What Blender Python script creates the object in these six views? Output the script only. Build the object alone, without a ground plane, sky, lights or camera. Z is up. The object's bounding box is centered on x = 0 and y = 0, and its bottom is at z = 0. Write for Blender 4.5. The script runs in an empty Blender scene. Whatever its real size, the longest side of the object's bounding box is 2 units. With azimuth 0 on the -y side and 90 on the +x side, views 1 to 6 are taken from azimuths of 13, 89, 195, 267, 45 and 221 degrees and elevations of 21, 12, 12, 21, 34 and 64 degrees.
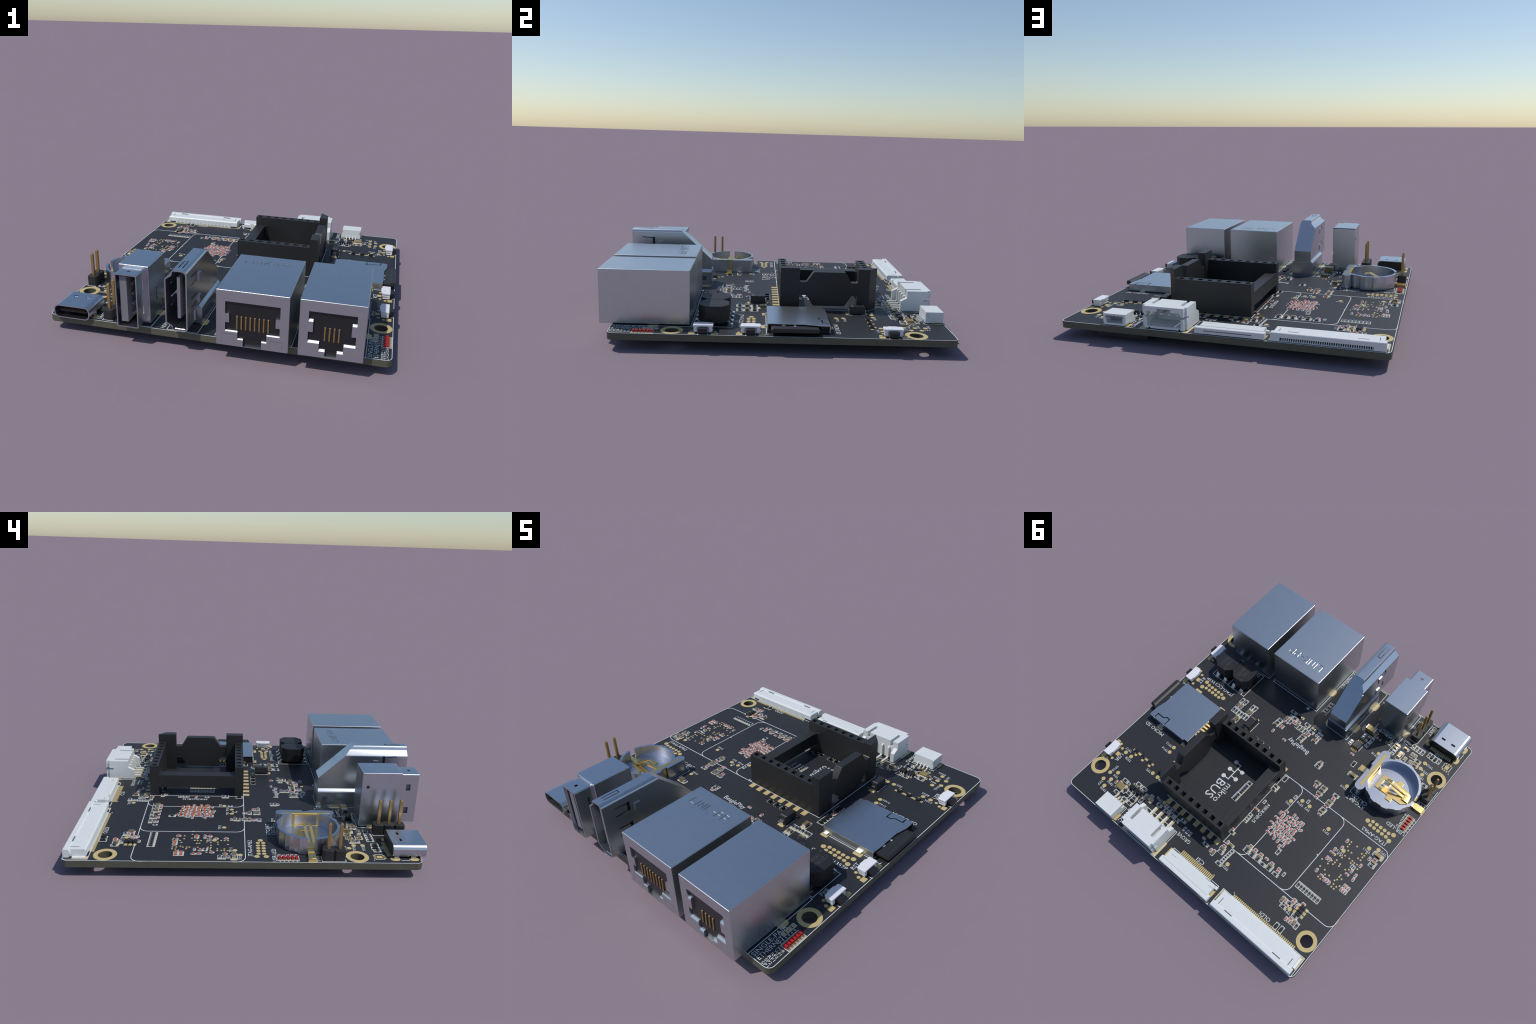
"""Black single-board computer: a square circuit board with two network jacks,
HDMI-style and USB sockets, a click-module socket, coin-cell holder, card reader,
white ribbon and sensor connectors and a few hundred small surface-mount parts.

Everything is laid out in millimetres of the real board (x right, y back, z up)
and scaled by K when the meshes are made."""
import bpy, bmesh, math
from math import pi, sin, cos, radians
from mathutils import Vector, Matrix
from mathutils.geometry import tessellate_polygon

K = 2.0 / 83.0          # metres per millimetre: the board with its jacks is 83 mm long
TOP = 4.0               # height of the board's upper face
BOT = 2.42              # underside of the board
X0, X1, Y0, Y1 = -40.0, 40.0, -38.5, 41.5   # board outline

# ------------------------------------------------------------------ materials
MATS = {}


def material(name, color, rough=0.5, metal=0.0, spec=0.5, grain=0.0, scale=60.0, bump=0.0,
             coat=0.0, rough_var=0.0):
    m = bpy.data.materials.new(name)
    m.use_nodes = True
    nt = m.node_tree
    b = nt.nodes['Principled BSDF']
    b.inputs['Base Color'].default_value = (*color, 1)
    b.inputs['Roughness'].default_value = rough
    b.inputs['Metallic'].default_value = metal
    b.inputs['Specular IOR Level'].default_value = spec
    b.inputs['Coat Weight'].default_value = coat
    tc = nt.nodes.new('ShaderNodeTexCoord')
    nz = nt.nodes.new('ShaderNodeTexNoise')
    nz.inputs['Scale'].default_value = scale
    nz.inputs['Detail'].default_value = 4
    nt.links.new(tc.outputs['Object'], nz.inputs['Vector'])
    if grain:
        ramp = nt.nodes.new('ShaderNodeValToRGB')
        ramp.color_ramp.elements[0].position = 0.3
        ramp.color_ramp.elements[1].position = 0.7
        ramp.color_ramp.elements[0].color = (*[c * (1 - grain) for c in color], 1)
        ramp.color_ramp.elements[1].color = (*[min(1, c * (1 + grain)) for c in color], 1)
        nt.links.new(nz.outputs['Fac'], ramp.inputs['Fac'])
        nt.links.new(ramp.outputs['Color'], b.inputs['Base Color'])
    if rough_var:
        mr = nt.nodes.new('ShaderNodeMapRange')
        mr.inputs['To Min'].default_value = max(0.0, rough - rough_var)
        mr.inputs['To Max'].default_value = rough + rough_var
        nt.links.new(nz.outputs['Fac'], mr.inputs['Value'])
        nt.links.new(mr.outputs['Result'], b.inputs['Roughness'])
    if bump:
        bp = nt.nodes.new('ShaderNodeBump')
        bp.inputs['Strength'].default_value = bump
        bp.inputs['Distance'].default_value = 0.001
        nt.links.new(nz.outputs['Fac'], bp.inputs['Height'])
        nt.links.new(bp.outputs['Normal'], b.inputs['Normal'])
    MATS[name] = m
    return m


material('solder_mask', (0.0195, 0.021, 0.0255), 0.54, grain=0.04, scale=9)
material('board_core', (0.092, 0.092, 0.062), 0.6, grain=0.08, scale=40)
material('ink', (0.66, 0.70, 0.70), 0.6, grain=0.03, scale=80)
material('gold_pad', (0.56, 0.44, 0.205), 0.5, spec=0.3, grain=0.03, scale=50)
material('steel', (0.595, 0.625, 0.65), 0.33, 1.0, grain=0.015, scale=30)
material('bright_steel', (0.59, 0.625, 0.67), 0.28, 1.0, grain=0.015, scale=30)
material('holder_metal', (0.58, 0.61, 0.68), 0.3, 1.0, grain=0.015, scale=30)
material('tin', (0.78, 0.80, 0.83), 0.22, 1.0)
material('gold', (0.88, 0.66, 0.28), 0.3, 1.0, grain=0.05, scale=20)
material('contact_gold', (0.27, 0.165, 0.065), 0.6, 0.3, grain=0.05)
material('pin_gold', (0.50, 0.33, 0.12), 0.32, 0.75, grain=0.05)
material('black_plastic', (0.022, 0.022, 0.023), 0.45, grain=0.06, scale=30)
material('black_body', (0.013, 0.013, 0.015), 0.4, grain=0.05, scale=30)
material('inner_reflect_grey', (0.11, 0.118, 0.14), 0.5)  # bluish grey, lightened to stand for reflections inside the metal sockets
material('cavity_shade', (0.012, 0.012, 0.013), 0.7)  # near-black that puts shade into holes, slots and seams as colour
material('band_grey', (0.12, 0.12, 0.125), 0.5)
material('ferrite', (0.014, 0.014, 0.016), 0.5, grain=0.1, scale=50)
material('ferrite_print', (0.06, 0.06, 0.06), 0.6)
material('white_plastic', (0.71, 0.74, 0.735), 0.45, grain=0.015, scale=30)
material('button_white', (0.80, 0.80, 0.84), 0.35, grain=0.01)
material('inner_grey', (0.19, 0.185, 0.21), 0.5)
material('ceramic_tan', (0.36, 0.255, 0.105), 0.32, 0.6, grain=0.08, scale=60)
material('ceramic_orange', (0.78, 0.13, 0.022), 0.5)
material('resistor_blue', (0.035, 0.038, 0.05), 0.35)
material('led_red', (0.46, 0.012, 0.018), 0.45)
material('crystal_metal', (0.33, 0.25, 0.10), 0.35, 0.2)
material('shield_dark', (0.10, 0.105, 0.115), 0.45, 0.6)

# ------------------------------------------------------------------ mesh tools


class Build:
    """Collects solids (mm) with a material index per face."""

    def __init__(self, *mats):
        self.v, self.f, self.m, self.mats = [], [], [], list(mats)

    def idx(self, mat):
        if mat is None:
            return 0
        if mat not in self.mats:
            self.mats.append(mat)
        return self.mats.index(mat)

    def faces(self, verts, faces, mat=None):
        o, mi = len(self.v), self.idx(mat)
        self.v += [tuple(p) for p in verts]
        for f in faces:
            self.f.append([i + o for i in f])
            self.m.append(mi)

    def box(self, x0, x1, y0, y1, z0, z1, mat=None):
        self.faces([(x, y, z) for z in (z0, z1) for y in (y0, y1) for x in (x0, x1)],
                   [(0, 2, 3, 1), (4, 5, 7, 6), (0, 1, 5, 4), (2, 6, 7, 3), (0, 4, 6, 2), (1, 3, 7, 5)], mat)

    def frustum(self, x0, x1, y0, y1, z0, z1, inset, mat=None):
        a = [(x0, y0, z0), (x1, y0, z0), (x1, y1, z0), (x0, y1, z0)]
        i = inset
        b = [(x0 + i, y0 + i, z1), (x1 - i, y0 + i, z1), (x1 - i, y1 - i, z1), (x0 + i, y1 - i, z1)]
        self.faces(a + b, [(3, 2, 1, 0), (4, 5, 6, 7), (0, 1, 5, 4), (1, 2, 6, 5), (2, 3, 7, 6), (3, 0, 4, 7)], mat)

    def prism(self, poly, axis, a, b, mat=None, holes=()):
        """Extrudes a 2D outline: axis 'z' takes (x, y), 'y' takes (x, z), 'x' takes (y, z)."""
        def P(p, t):
            return {'z': (p[0], p[1], t), 'y': (p[0], t, p[1]), 'x': (t, p[0], p[1])}[axis]
        loops = [list(poly)] + [list(h) for h in holes]
        flat = [p for l in loops for p in l]
        n = len(flat)
        verts = [P(p, a) for p in flat] + [P(p, b) for p in flat]
        fs = []
        if holes:
            for t in tessellate_polygon([[Vector((p[0], p[1], 0)) for p in l] for l in loops]):
                fs.append(tuple(t))
                fs.append(tuple(i + n for i in reversed(t)))
        else:
            fs.append(tuple(range(n)))
            fs.append(tuple(i + n for i in reversed(range(n))))
        o = 0
        for l in loops:
            k = len(l)
            for i in range(k):
                j = (i + 1) % k
                fs.append((o + i, o + j, n + o + j, n + o + i))
            o += k
        self.faces(verts, fs, mat)

    def cyl(self, cx, cy, r, z0, z1, mat=None, n=32, axis='z'):
        self.prism([(cx + r * cos(2 * pi * i / n), cy + r * sin(2 * pi * i / n)) for i in range(n)], axis, z0, z1, mat)

    def mesh(self, name, bevel=0.0, seg=2, bevel_angle=35, smooth=35, origin=(0, 0, 0)):
        bm = bmesh.new()
        vs = [bm.verts.new([(p[i] - origin[i]) * K for i in range(3)]) for p in self.v]
        for f, m in zip(self.f, self.m):
            try:
                bf = bm.faces.new([vs[i] for i in f])
            except ValueError:
                continue
            bf.material_index = m
        bmesh.ops.recalc_face_normals(bm, faces=bm.faces)
        if bevel:
            es = [e for e in bm.edges if len(e.link_faces) == 2 and e.calc_face_angle(0) > radians(bevel_angle)]
            bmesh.ops.bevel(bm, geom=es, offset=bevel * K, segments=seg, affect='EDGES', profile=0.5,
                            clamp_overlap=True, offset_type='OFFSET')
        me = bpy.data.meshes.new(name)
        bm.to_mesh(me)
        bm.free()
        for m in self.mats:
            me.materials.append(MATS[m])
        if smooth:
            me.shade_smooth()
            me.set_sharp_from_angle(angle=radians(smooth))
        return me


ROOT = bpy.data.objects.new('single_board_computer', None)
bpy.context.scene.collection.objects.link(ROOT)
ROOT['label'] = 'black square single-board computer with metal sockets and white connectors'
ROOT['category'] = 'circuit board'


def add(name, mesh, parent=None, loc=(0, 0, 0), rot=0.0, stuff=False):
    o = bpy.data.objects.new(name, mesh)
    bpy.context.scene.collection.objects.link(o)
    o.parent = parent or ROOT
    o.location = [c * K for c in loc]
    o.rotation_euler = (0, 0, rot)
    if stuff:
        o['kind'] = 'stuff'
    elif len(mesh.polygons) > 6:      # keep broad faces flat next to rounded edges
        w = o.modifiers.new('even_normals', 'WEIGHTED_NORMAL')
        w.keep_sharp, w.weight = True, 100
    return o


def part(name, b, parent=None, stuff=False, **kw):
    return add(name, b.mesh(name, **kw), parent, stuff=stuff)


def carve(name, body, cutter, parent=None, bevel=0.0, seg=2, smooth=35, mats=None):
    """Body minus cutter, as a finished part."""
    ob = bpy.data.objects.new(name, body.mesh(name, bevel=bevel, seg=seg, smooth=0))
    cu = bpy.data.objects.new(name + '_cutter', cutter.mesh(name + '_cutter', smooth=0))
    for o in (ob, cu):
        bpy.context.scene.collection.objects.link(o)
    md = ob.modifiers.new('cut', 'BOOLEAN')
    md.object, md.operation, md.solver, md.use_self = cu, 'DIFFERENCE', 'EXACT', True
    dg = bpy.context.evaluated_depsgraph_get()
    me = bpy.data.meshes.new_from_object(ob.evaluated_get(dg))
    me.name = name
    bpy.data.objects.remove(ob)
    bpy.data.objects.remove(cu)
    me.materials.clear()
    for m in body.mats:
        me.materials.append(MATS[m])
    me.shade_smooth()
    me.set_sharp_from_angle(angle=radians(smooth))
    return add(name, me, parent)


def rrect(x0, x1, y0, y1, r, n=6):
    """Rounded rectangle outline, counter-clockwise."""
    pts = []
    for cx, cy, a in ((x1 - r, y0 + r, -90), (x1 - r, y1 - r, 0), (x0 + r, y1 - r, 90), (x0 + r, y0 + r, 180)):
        for i in range(n + 1):
            t = radians(a + 90 * i / n)
            pts.append((cx + r * cos(t), cy + r * sin(t)))
    return pts


def circle(cx, cy, r, n=32):
    return [(cx + r * cos(2 * pi * i / n), cy + r * sin(2 * pi * i / n)) for i in range(n)]


def arc(cx, cy, r, a0, a1, n=8):
    return [(cx + r * cos(radians(a0 + (a1 - a0) * i / n)), cy + r * sin(radians(a0 + (a1 - a0) * i / n)))
            for i in range(n + 1)]


# --------------------------------------------------- printing and pads on the board
INK = Build('ink')
PADS = Build('gold_pad')
_layer = [0]


def lift(base, step=0.0006, count=41):
    """Every print or pad lies a hair higher than its neighbour, so none share a plane."""
    _layer[0] = (_layer[0] + 1) % count
    return TOP + base + step * _layer[0]


def stroke(points, w=0.15, closed=False, z=None):
    """A printed line of constant width along points, with mitred corners."""
    n = len(points)
    left, right = [], []
    for i in range(n):
        p = Vector(points[i])
        a = Vector(points[i - 1]) if (i or closed) else None
        c = Vector(points[(i + 1) % n]) if (i < n - 1 or closed) else None
        d1 = (p - a).normalized() if a is not None else (c - p).normalized()
        d2 = (c - p).normalized() if c is not None else d1
        n1, n2 = Vector((-d1.y, d1.x)), Vector((-d2.y, d2.x))
        m = n1 + n2
        m = m / max(0.3, m.dot(n1)) if m.length > 1e-6 else n1
        left.append(p + m * w / 2)
        right.append(p - m * w / 2)
    zt, zb = z or lift(0.03), TOP - 0.02
    verts = [(*p, zt) for p in left] + [(*p, zt) for p in right] + [(*p, zb) for p in left] + [(*p, zb) for p in right]
    fs = []
    for i in range(n if closed else n - 1):
        j = (i + 1) % n
        fs += [(i, j, n + j, n + i), (i, 2 * n + i, 2 * n + j, j), (n + i, n + j, 3 * n + j, 3 * n + i)]
    INK.faces(verts, fs)


def frame(x0, x1, y0, y1, w=0.15, r=0.0):
    stroke(rrect(x0, x1, y0, y1, r, 4) if r else [(x0, y0), (x1, y0), (x1, y1), (x0, y1)], w, True)


def pad(x0, x1, y0, y1, r=0.0):
    z = lift(0.005, 0.0004)
    PADS.prism(rrect(x0, x1, y0, y1, r, 5) if r else [(x0, y0), (x1, y0), (x1, y1), (x0, y1)], 'z', TOP - 0.02, z)


def dot(x, y, r, n=20):
    PADS.cyl(x, y, r, TOP - 0.02, lift(0.005, 0.0004), n=n)


TEXTS = []   # (string, x, y, width, height, angle, material, z)


def text(s, x, y, width, height, angle=0, mat='ink', z=None):
    """Lettering whose first baseline corner is at x, y; angle 90 reads towards +y."""
    TEXTS.append((s, x, y, width, height, angle, mat, z))


def flush_texts():
    made = []
    for t in TEXTS:
        c = bpy.data.curves.new('lettering', 'FONT')
        c.body, c.resolution_u = t[0], 2
        o = bpy.data.objects.new('lettering', c)
        bpy.context.scene.collection.objects.link(o)
        made.append(o)
    dg = bpy.context.evaluated_depsgraph_get()
    groups = {}
    for o, (s, x, y, w, h, ang, mat, z) in zip(made, TEXTS):
        me = bpy.data.meshes.new_from_object(o.evaluated_get(dg))
        xs = [v.co.x for v in me.vertices]
        sx = w / max(1e-6, max(xs) - min(xs))
        sy = h / 0.69                       # capital height of the built-in font
        ca, sa = cos(radians(ang)), sin(radians(ang))
        zz = lift(0.034) if z is None else z
        verts = []
        for v in me.vertices:
            lx, ly = (v.co.x - min(xs)) * sx, v.co.y * sy
            verts.append((x + lx * ca - ly * sa, y + lx * sa + ly * ca, zz))
        groups.setdefault(mat, Build(mat)).faces(verts, [tuple(p.vertices) for p in me.polygons])
        bpy.data.meshes.remove(me)
    for o in made:
        c = o.data
        bpy.data.objects.remove(o)
        bpy.data.curves.remove(c)
    return groups

# ------------------------------------------------------------------ circuit board
HOLES = [(37.13, -24.05), (37.13, 32.35), (-37.13, 32.35), (-37.13, -24.05)]
RING, BORE = 2.6, 1.6

core = Build('board_core')
core.prism(rrect(X0, X1, Y0, Y1, 1.5), 'z', BOT, TOP - 0.06, holes=[circle(x, y, BORE, 40)[::-1] for x, y in HOLES])
board = part('circuit_board', core)
for nm, za, zb in (('solder_mask_sheet', TOP - 0.06, TOP), ('underside_mask_sheet', BOT - 0.05, BOT)):
    mk = Build('solder_mask')
    mk.prism(rrect(X0, X1, Y0, Y1, 1.5), 'z', za, zb, holes=[circle(x, y, RING - 0.05, 40)[::-1] for x, y in HOLES])
    part(nm, mk, board)
for x, y in HOLES:
    g = Build('gold_pad', 'board_core')
    g.prism(circle(x, y, RING, 48), 'z', TOP - 0.05, TOP + 0.02, holes=[circle(x, y, BORE, 48)[::-1]])
    g.prism(circle(x, y, RING, 48), 'z', BOT - 0.06, BOT + 0.02, holes=[circle(x, y, BORE, 48)[::-1]])
    part('mounting_ring', g, board)

# white line that follows the board's rim, and the outlines of the chip zones
stroke(rrect(X0 + 0.12, X1 - 0.12, Y0 + 0.12, Y1 - 0.12, 1.4), 0.14, True)
stroke([(-4.4, 1.25)] + arc(-37.9, 3.3, 2.05, 270, 180)[0:] + [(-39.88, 5)], 0.17)
stroke([(-4.4, 26.6)] + arc(-37.9, 24.5, 2.05, 90, 180) + [(-39.88, 23)], 0.17)
for lx in (-11.4, -25.7):
    stroke(arc(lx + 2.0, 3.3, 2.0, 270, 180) + arc(lx + 2.0, 24.5, 2.0, 180, 90), 0.17)
stroke([(18.45, 1.3), (-4.4, 1.3), (-4.4, 26.75), (16.1, 26.75), (18.5, 24.5), (18.5, 1.4)], 0.15)

# ------------------------------------------------------------------ network jacks


def opening(x0, x1, zb, zt, tab_l, tab_r, tab_z, s1, s2, z1, z2):
    """Jack mouth: side tabs poke in, the floor steps down to the latch notch."""
    return [(x0, zb), (s1[0], zb), (s1[0], z1), (s2[0], z1), (s2[0], z2), (s2[1], z2), (s2[1], z1), (s1[1], z1),
            (s1[1], zb), (x1, zb), (x1, tab_z[0]), (tab_r, tab_z[0]), (tab_r, tab_z[1]), (x1, tab_z[1]), (x1, zt),
            (x0, zt), (x0, tab_z[1]), (tab_l, tab_z[1]), (tab_l, tab_z[0]), (x0, tab_z[0])]


GLYPHS = {  # stick letters for the stamped mark, unit cell 0.7 x 1
    'L': [[(0, 1), (0, 0), (.62, 0)]], 'I': [[(.1, 0), (.1, 1)]],
    'N': [[(0, 0), (0, 1), (.6, 0), (.6, 1)]], 'K': [[(0, 0), (0, 1)], [(.6, 1), (.05, .5), (.6, 0)]],
    '-': [[(.05, .5), (.5, .5)]], 'P': [[(0, 0), (0, 1), (.45, 1), (.62, .85), (.62, .6), (.45, .45), (0, .45)]]}


def stamp(cut, s, x, y, h, w, z, advance):
    for ch in s:
        for pl in GLYPHS[ch]:
            for (ax, ay), (bx, by) in zip(pl, pl[1:]):
                a, b = Vector((x + ax * h, y + ay * h)), Vector((x + bx * h, y + by * h))
                d = (b - a).normalized()
                n = Vector((-d.y, d.x)) * w / 2
                a, b = a - d * w / 2, b + d * w / 2
                q = [a + n, a - n, b - n, b + n]
                cut.prism([tuple(p) for p in q], 'z', z - 0.16, z + 0.5)
        x += advance[ch] * h


def jack(x0, x1, yb, mouth, pins, mark=None, lamps=None, zb=4.1, ledge=0.22):
    e = Build('steel')
    e.box(x0, x1, -41.45, yb, zb, 17.33)
    cut = Build('steel')
    cut.prism(mouth, 'y', -42.5, -40.75)
    for (ax, az), (bx, bz) in zip(mouth, mouth[1:] + mouth[:1]):
        if abs(az - bz) < 1e-6 and bx > ax + 0.3 and az < 13.5 and az > 5 and (bx, bz) != mouth[14]:
            up = az < 8.5 or ledge > 0.3          # upward ledges are bevelled to the front
            if up:
                cut.prism([(-42.5, az + .05), (-42.5, az - ledge - 1.0), (-41.45, az - ledge), (-41.45 + ledge * .8, az), (-40.96, az), (-40.96, az + .05)], 'x', ax + .005, bx - .005)
    if mark:
        stamp(cut, 'LINK-PP', 4.6, -25.65, 1.95, 0.25, 17.33,
              {'L': .85, 'I': .55, 'N': .95, 'K': .9, '-': .75, 'P': .9})
    if lamps:
        for lx0, lx1, lz0, lz1 in lamps:      # engraved outline of the lamp windows
            t = 0.07
            for q in ((lx0, lx1, lz1 - t, lz1), (lx0, lx0 + t, lz0, lz1 - t - 0.01), (lx1 - t, lx1, lz0, lz1 - t - 0.01)):
                cut.box(q[0], q[1], -42, -41.3, q[2], q[3])
    o = carve('ethernet_jack', e, cut, bevel=0.16, seg=3)
    ins = Build('black_body')
    xs = [p[0] for p in mouth]
    zs = [p[1] for p in mouth]
    ins.box(min(xs) - .3, max(xs) + .3, -40.95, -40.6, 6.0, max(zs) + .3)
    ins.box(min(xs) + 2, max(xs) - 2, -40.86, -40.6, min(zs), 6.0)
    part('jack_insert', ins, o)
    for px in pins:
        b = Build('contact_gold')
        b.prism([(-40.9, 11.35), (-41.12, 11.2), (-41.16, 8.3), (-41.08, 8.1), (-40.9, 8.1)], 'x', px - 0.15, px + 0.15)
        part('contact_pin', b, o)
    ft = Build('tin')  # unseen posts, added so that something reaches the lowest height
    for px in (x0 + 3.0, x1 - 3.0):
        ft.cyl(px, yb - 8.5, 0.8, 0.0, zb + 0.2)
    part('added_solder_post', ft, o)
    return o


jack(2.2, 18.15, -20.42,
     opening(4.25, 16.22, 7.85, 14.72, 5.14, 15.3, (9.76, 11.89), (7.0, 13.4), (8.22, 12.3), 6.1, 4.3),
     [6.78 + i * 0.98 for i in range(8)], mark=True,
     lamps=[(3.44, 6.3, 4.75, 7.0), (14.1, 16.9, 4.75, 6.6)])
jack(20.2, 34.0, -20.28,
     opening(22.16, 32.15, 8.0, 14.85, 23.15, 31.17, (10.08, 12.95), (24.6, 29.7), (25.9, 28.4), 6.2, 4.75),
     [25.66 + i * 0.98 for i in range(4)], zb=4.25, ledge=0.45)
frame(1.9, 18.4, -38.0, -20.1)
stroke([(20.0, -38.4), (34.4, -38.4), (34.4, -20.0), (20.0, -20.0), (20.0, -37.4)])
stroke([(4.0, -19.1), (4.7, -19.1), (4.35, -19.6)], 0.3, True)
for px, py in ((2.2, -28.2), (18.3, -28.2), (20.2, -28.8), (34.3, -28.8)):
    pad(px - 0.95, px + 0.95, py - 1.3, py + 1.3, 0.9)

# ------------------------------------------------------------------ HDMI-style socket standing on edge


def arc_pts(p, q, r, c):
    return [p, q]


def hdmi_profile(d=0.0):
    """Cross-section (x, z): one long straight side, the other side narrowed by S-shaped steps; d shrinks it."""
    right, left, top, bot = -4.25 - d, -9.35 + d, 20.42 - d, 6.0 + d
    pts = [(right, bot + 0.6), (right, top - 0.9)]
    pts += [(right - 0.9 * (1 - cos(radians(a))), top - 0.9 + 0.9 * sin(radians(a))) for a in (25, 50, 75, 90)]
    pts += [(-7.35, top), (-7.62 + d * .3, top - 0.22), (-7.72 + d * .4, top - 0.75), (-7.95 + d * .6, top - 1.12)]
    pts += [(left + .1, 18.3 - d * .4), (left, 18.0 - d * .4), (left, 7.95 + d * .4), (left + .1, 7.7 + d * .4)]
    pts += [(-8.05 + d * .6, bot + 0.95), (-7.8 + d * .4, bot + 0.6), (-7.72 + d * .3, bot + 0.15), (-7.4, bot)]
    pts += [(right - 0.6, bot), (right - 0.18, bot + 0.18)]
    return pts


def ring_loft(b, outer, inner, y0, y1, mat=None):
    """Open tube along y between two same-length outlines (x, z), with front and back rims."""
    n = len(outer)
    v = [(p[0], y0, p[1]) for p in outer] + [(p[0], y0, p[1]) for p in inner]
    v += [(p[0], y1, p[1]) for p in outer] + [(p[0], y1, p[1]) for p in inner]
    fs = []
    for i in range(n):
        j = (i + 1) % n
        fs += [(i, j, n + j, n + i), (2 * n + i, 3 * n + i, 3 * n + j, 2 * n + j),
               (i, 2 * n + i, 2 * n + j, j), (n + i, n + j, 3 * n + j, 3 * n + i)]
    b.faces(v, fs, mat)


h = Build('bright_steel')
ring_loft(h, hdmi_profile(0), hdmi_profile(0.3), -41.5, -29.5)
cut = Build('bright_steel')
# top latch spring: U-shaped slit
cut.box(-5.85, -5.62, -39.9, -35.85, 19.6, 21)
cut.box(-6.75, -6.52, -39.9, -35.85, 19.6, 21)
cut.box(-6.53, -5.84, -36.1, -35.85, 19.6, 21)
for zc, dz in ((17.0, 1.15), (11.7, 1.15)):
    # side spring windows (both flanks)
    for sx in (-4.25, -9.35):
        cut.box(sx - 0.6, sx + 0.6, -35.6, -34.9, zc - dz, zc + dz)
        cut.prism([(-38.6, zc + dz + 0.05), (-38.6, zc + dz - .25), (-35.6, zc + .75), (-35.6, zc + 1.0)], 'x', sx - .6, sx + .6)
        cut.prism([(-38.6, zc - dz - 0.05), (-38.6, zc - dz + .25), (-35.6, zc - .75), (-35.6, zc - 1.0)], 'x', sx - .6, sx + .6)
hd = carve('hdmi_socket', h, cut, smooth=30)
hb = Build('bright_steel')
prof = hdmi_profile(0.0)
# closed rear of the shell, its back cut on a slope
n = len(prof)


def back_y(z):
    return -18.35 if z < 11.85 else -18.35 - (z - 11.85) * (9.15 / 8.6)


KNEE = 11.85
right_i = 1                                   # the outline climbs the right flank first, then comes down the left one
prof = [prof[0], (prof[0][0], KNEE)] + prof[1:]
li = max(i for i, p in enumerate(prof) if p[0] < -9.3 and p[1] > KNEE)
prof = prof[:li + 1] + [(-9.35, KNEE)] + prof[li + 1:]
n = len(prof)
kr, kl = 1, li + 1
hb.faces([(p[0], -29.5, p[1]) for p in prof] + [(p[0], back_y(p[1]), p[1]) for p in prof],
         [tuple(range(n)), tuple(n + i for i in range(kr, kl + 1)), tuple(n + i for i in list(range(kl, n)) + [0, 1])]
         + [(i, (i + 1) % n, n + (i + 1) % n, n + i) for i in range(n)])
part('rear_shell', hb, hd, smooth=30)
slope = Build('bright_steel')                 # folded seam where the rear cover wraps round the flanks
for sx, zt in ((-9.45, 17.8), (-4.3, 19.4)):
    yt = back_y(zt)
    slope.prism([(yt, zt), (-18.33, 11.88), (-18.33, 9.0), (-18.65, 9.0), (-18.65, 11.75), (yt - .35, zt)], 'x', sx, sx + 0.15)
slope.box(-9.9, -3.7, -18.4, -18.2, 4.15, 8.3)
part('rear_cover', slope, hd)
skirt = Build('bright_steel')      # wide lower skirt with sloping shoulders
sk = [(-10.15, 4.15), (-10.15, 8.0), (-9.95, 8.3), (-9.0, 9.1), (-4.6, 9.1), (-3.65, 8.3), (-3.45, 8.0), (-3.45, 4.15)]
skirt.prism(sk[:3] + [(-9.3, 8.95), (-9.3, 4.15)], 'y', -33.7, -18.4)
skirt.prism([(-4.3, 4.15), (-4.3, 8.95)] + sk[5:], 'y', -33.7, -18.4)
skirt.box(-9.35, -4.25, -33.6, -18.45, 4.2, 6.05)
skirt.prism([(-41.52, 5.98), (-41.45, 6.0), (-41.05, 6.38), (-41.05, 5.99)], 'x', -7.3, -4.9)
skirt.prism([(-33.7, 6.2), (-36.6, 6.6), (-36.6, 9.0), (-33.7, 8.2)], 'x', -4.4, -4.05)
part('shell_skirt', skirt, hd, bevel=0.12)
for sx, wdt in ((-10.22, 0.12), (-3.5, 0.12)):
    tb = Build('shield_dark')  # dark raised plate on the skirt, standing for a dimple's shade
    tb.box(sx, sx + wdt, -20.9, -19.7, 5.6, 6.9)
    part('dimple_plate', tb, hd)
for sx in (-4.3, -9.55):
    for zc in (16.1, 10.6):
        tb = Build('bright_steel')
        tb.box(sx, sx + 0.32, -33.9, -32.4, zc - 0.9, zc + 0.9)
        part('shell_tab', tb, hd, bevel=0.08)
sp = Build('bright_steel')          # the four leaf springs, bent inward
for sx, s in ((-4.25, -1), (-9.35, 1)):
    for zc in (17.0, 11.7):
        v = []
        for y, d in ((-38.7, 0.05), (-37.0, 0.55), (-36.0, 0.75), (-35.65, 0.5)):
            wz = 0.75 + (-35.6 - y) * 0.06
            for dz in (-wz, wz):
                v += [(sx + s * d, y, zc + dz), (sx + s * (d + 0.18), y, zc + dz)]
        fs = []
        for k in range(3):
            o = 4 * k
            fs += [(o, o + 2, o + 6, o + 4), (o + 1, o + 5, o + 7, o + 3), (o, o + 4, o + 5, o + 1), (o + 2, o + 3, o + 7, o + 6)]
        fs += [(0, 1, 3, 2), (12, 14, 15, 13)]
        sp.faces(v, fs)
part('leaf_spring', sp, hd)
tg = Build('inner_grey', 'black_body', 'tin')
tg.box(-6.8, -6.1, -40.6, -29.5, 8.7, 18.55, 'inner_grey')
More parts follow.
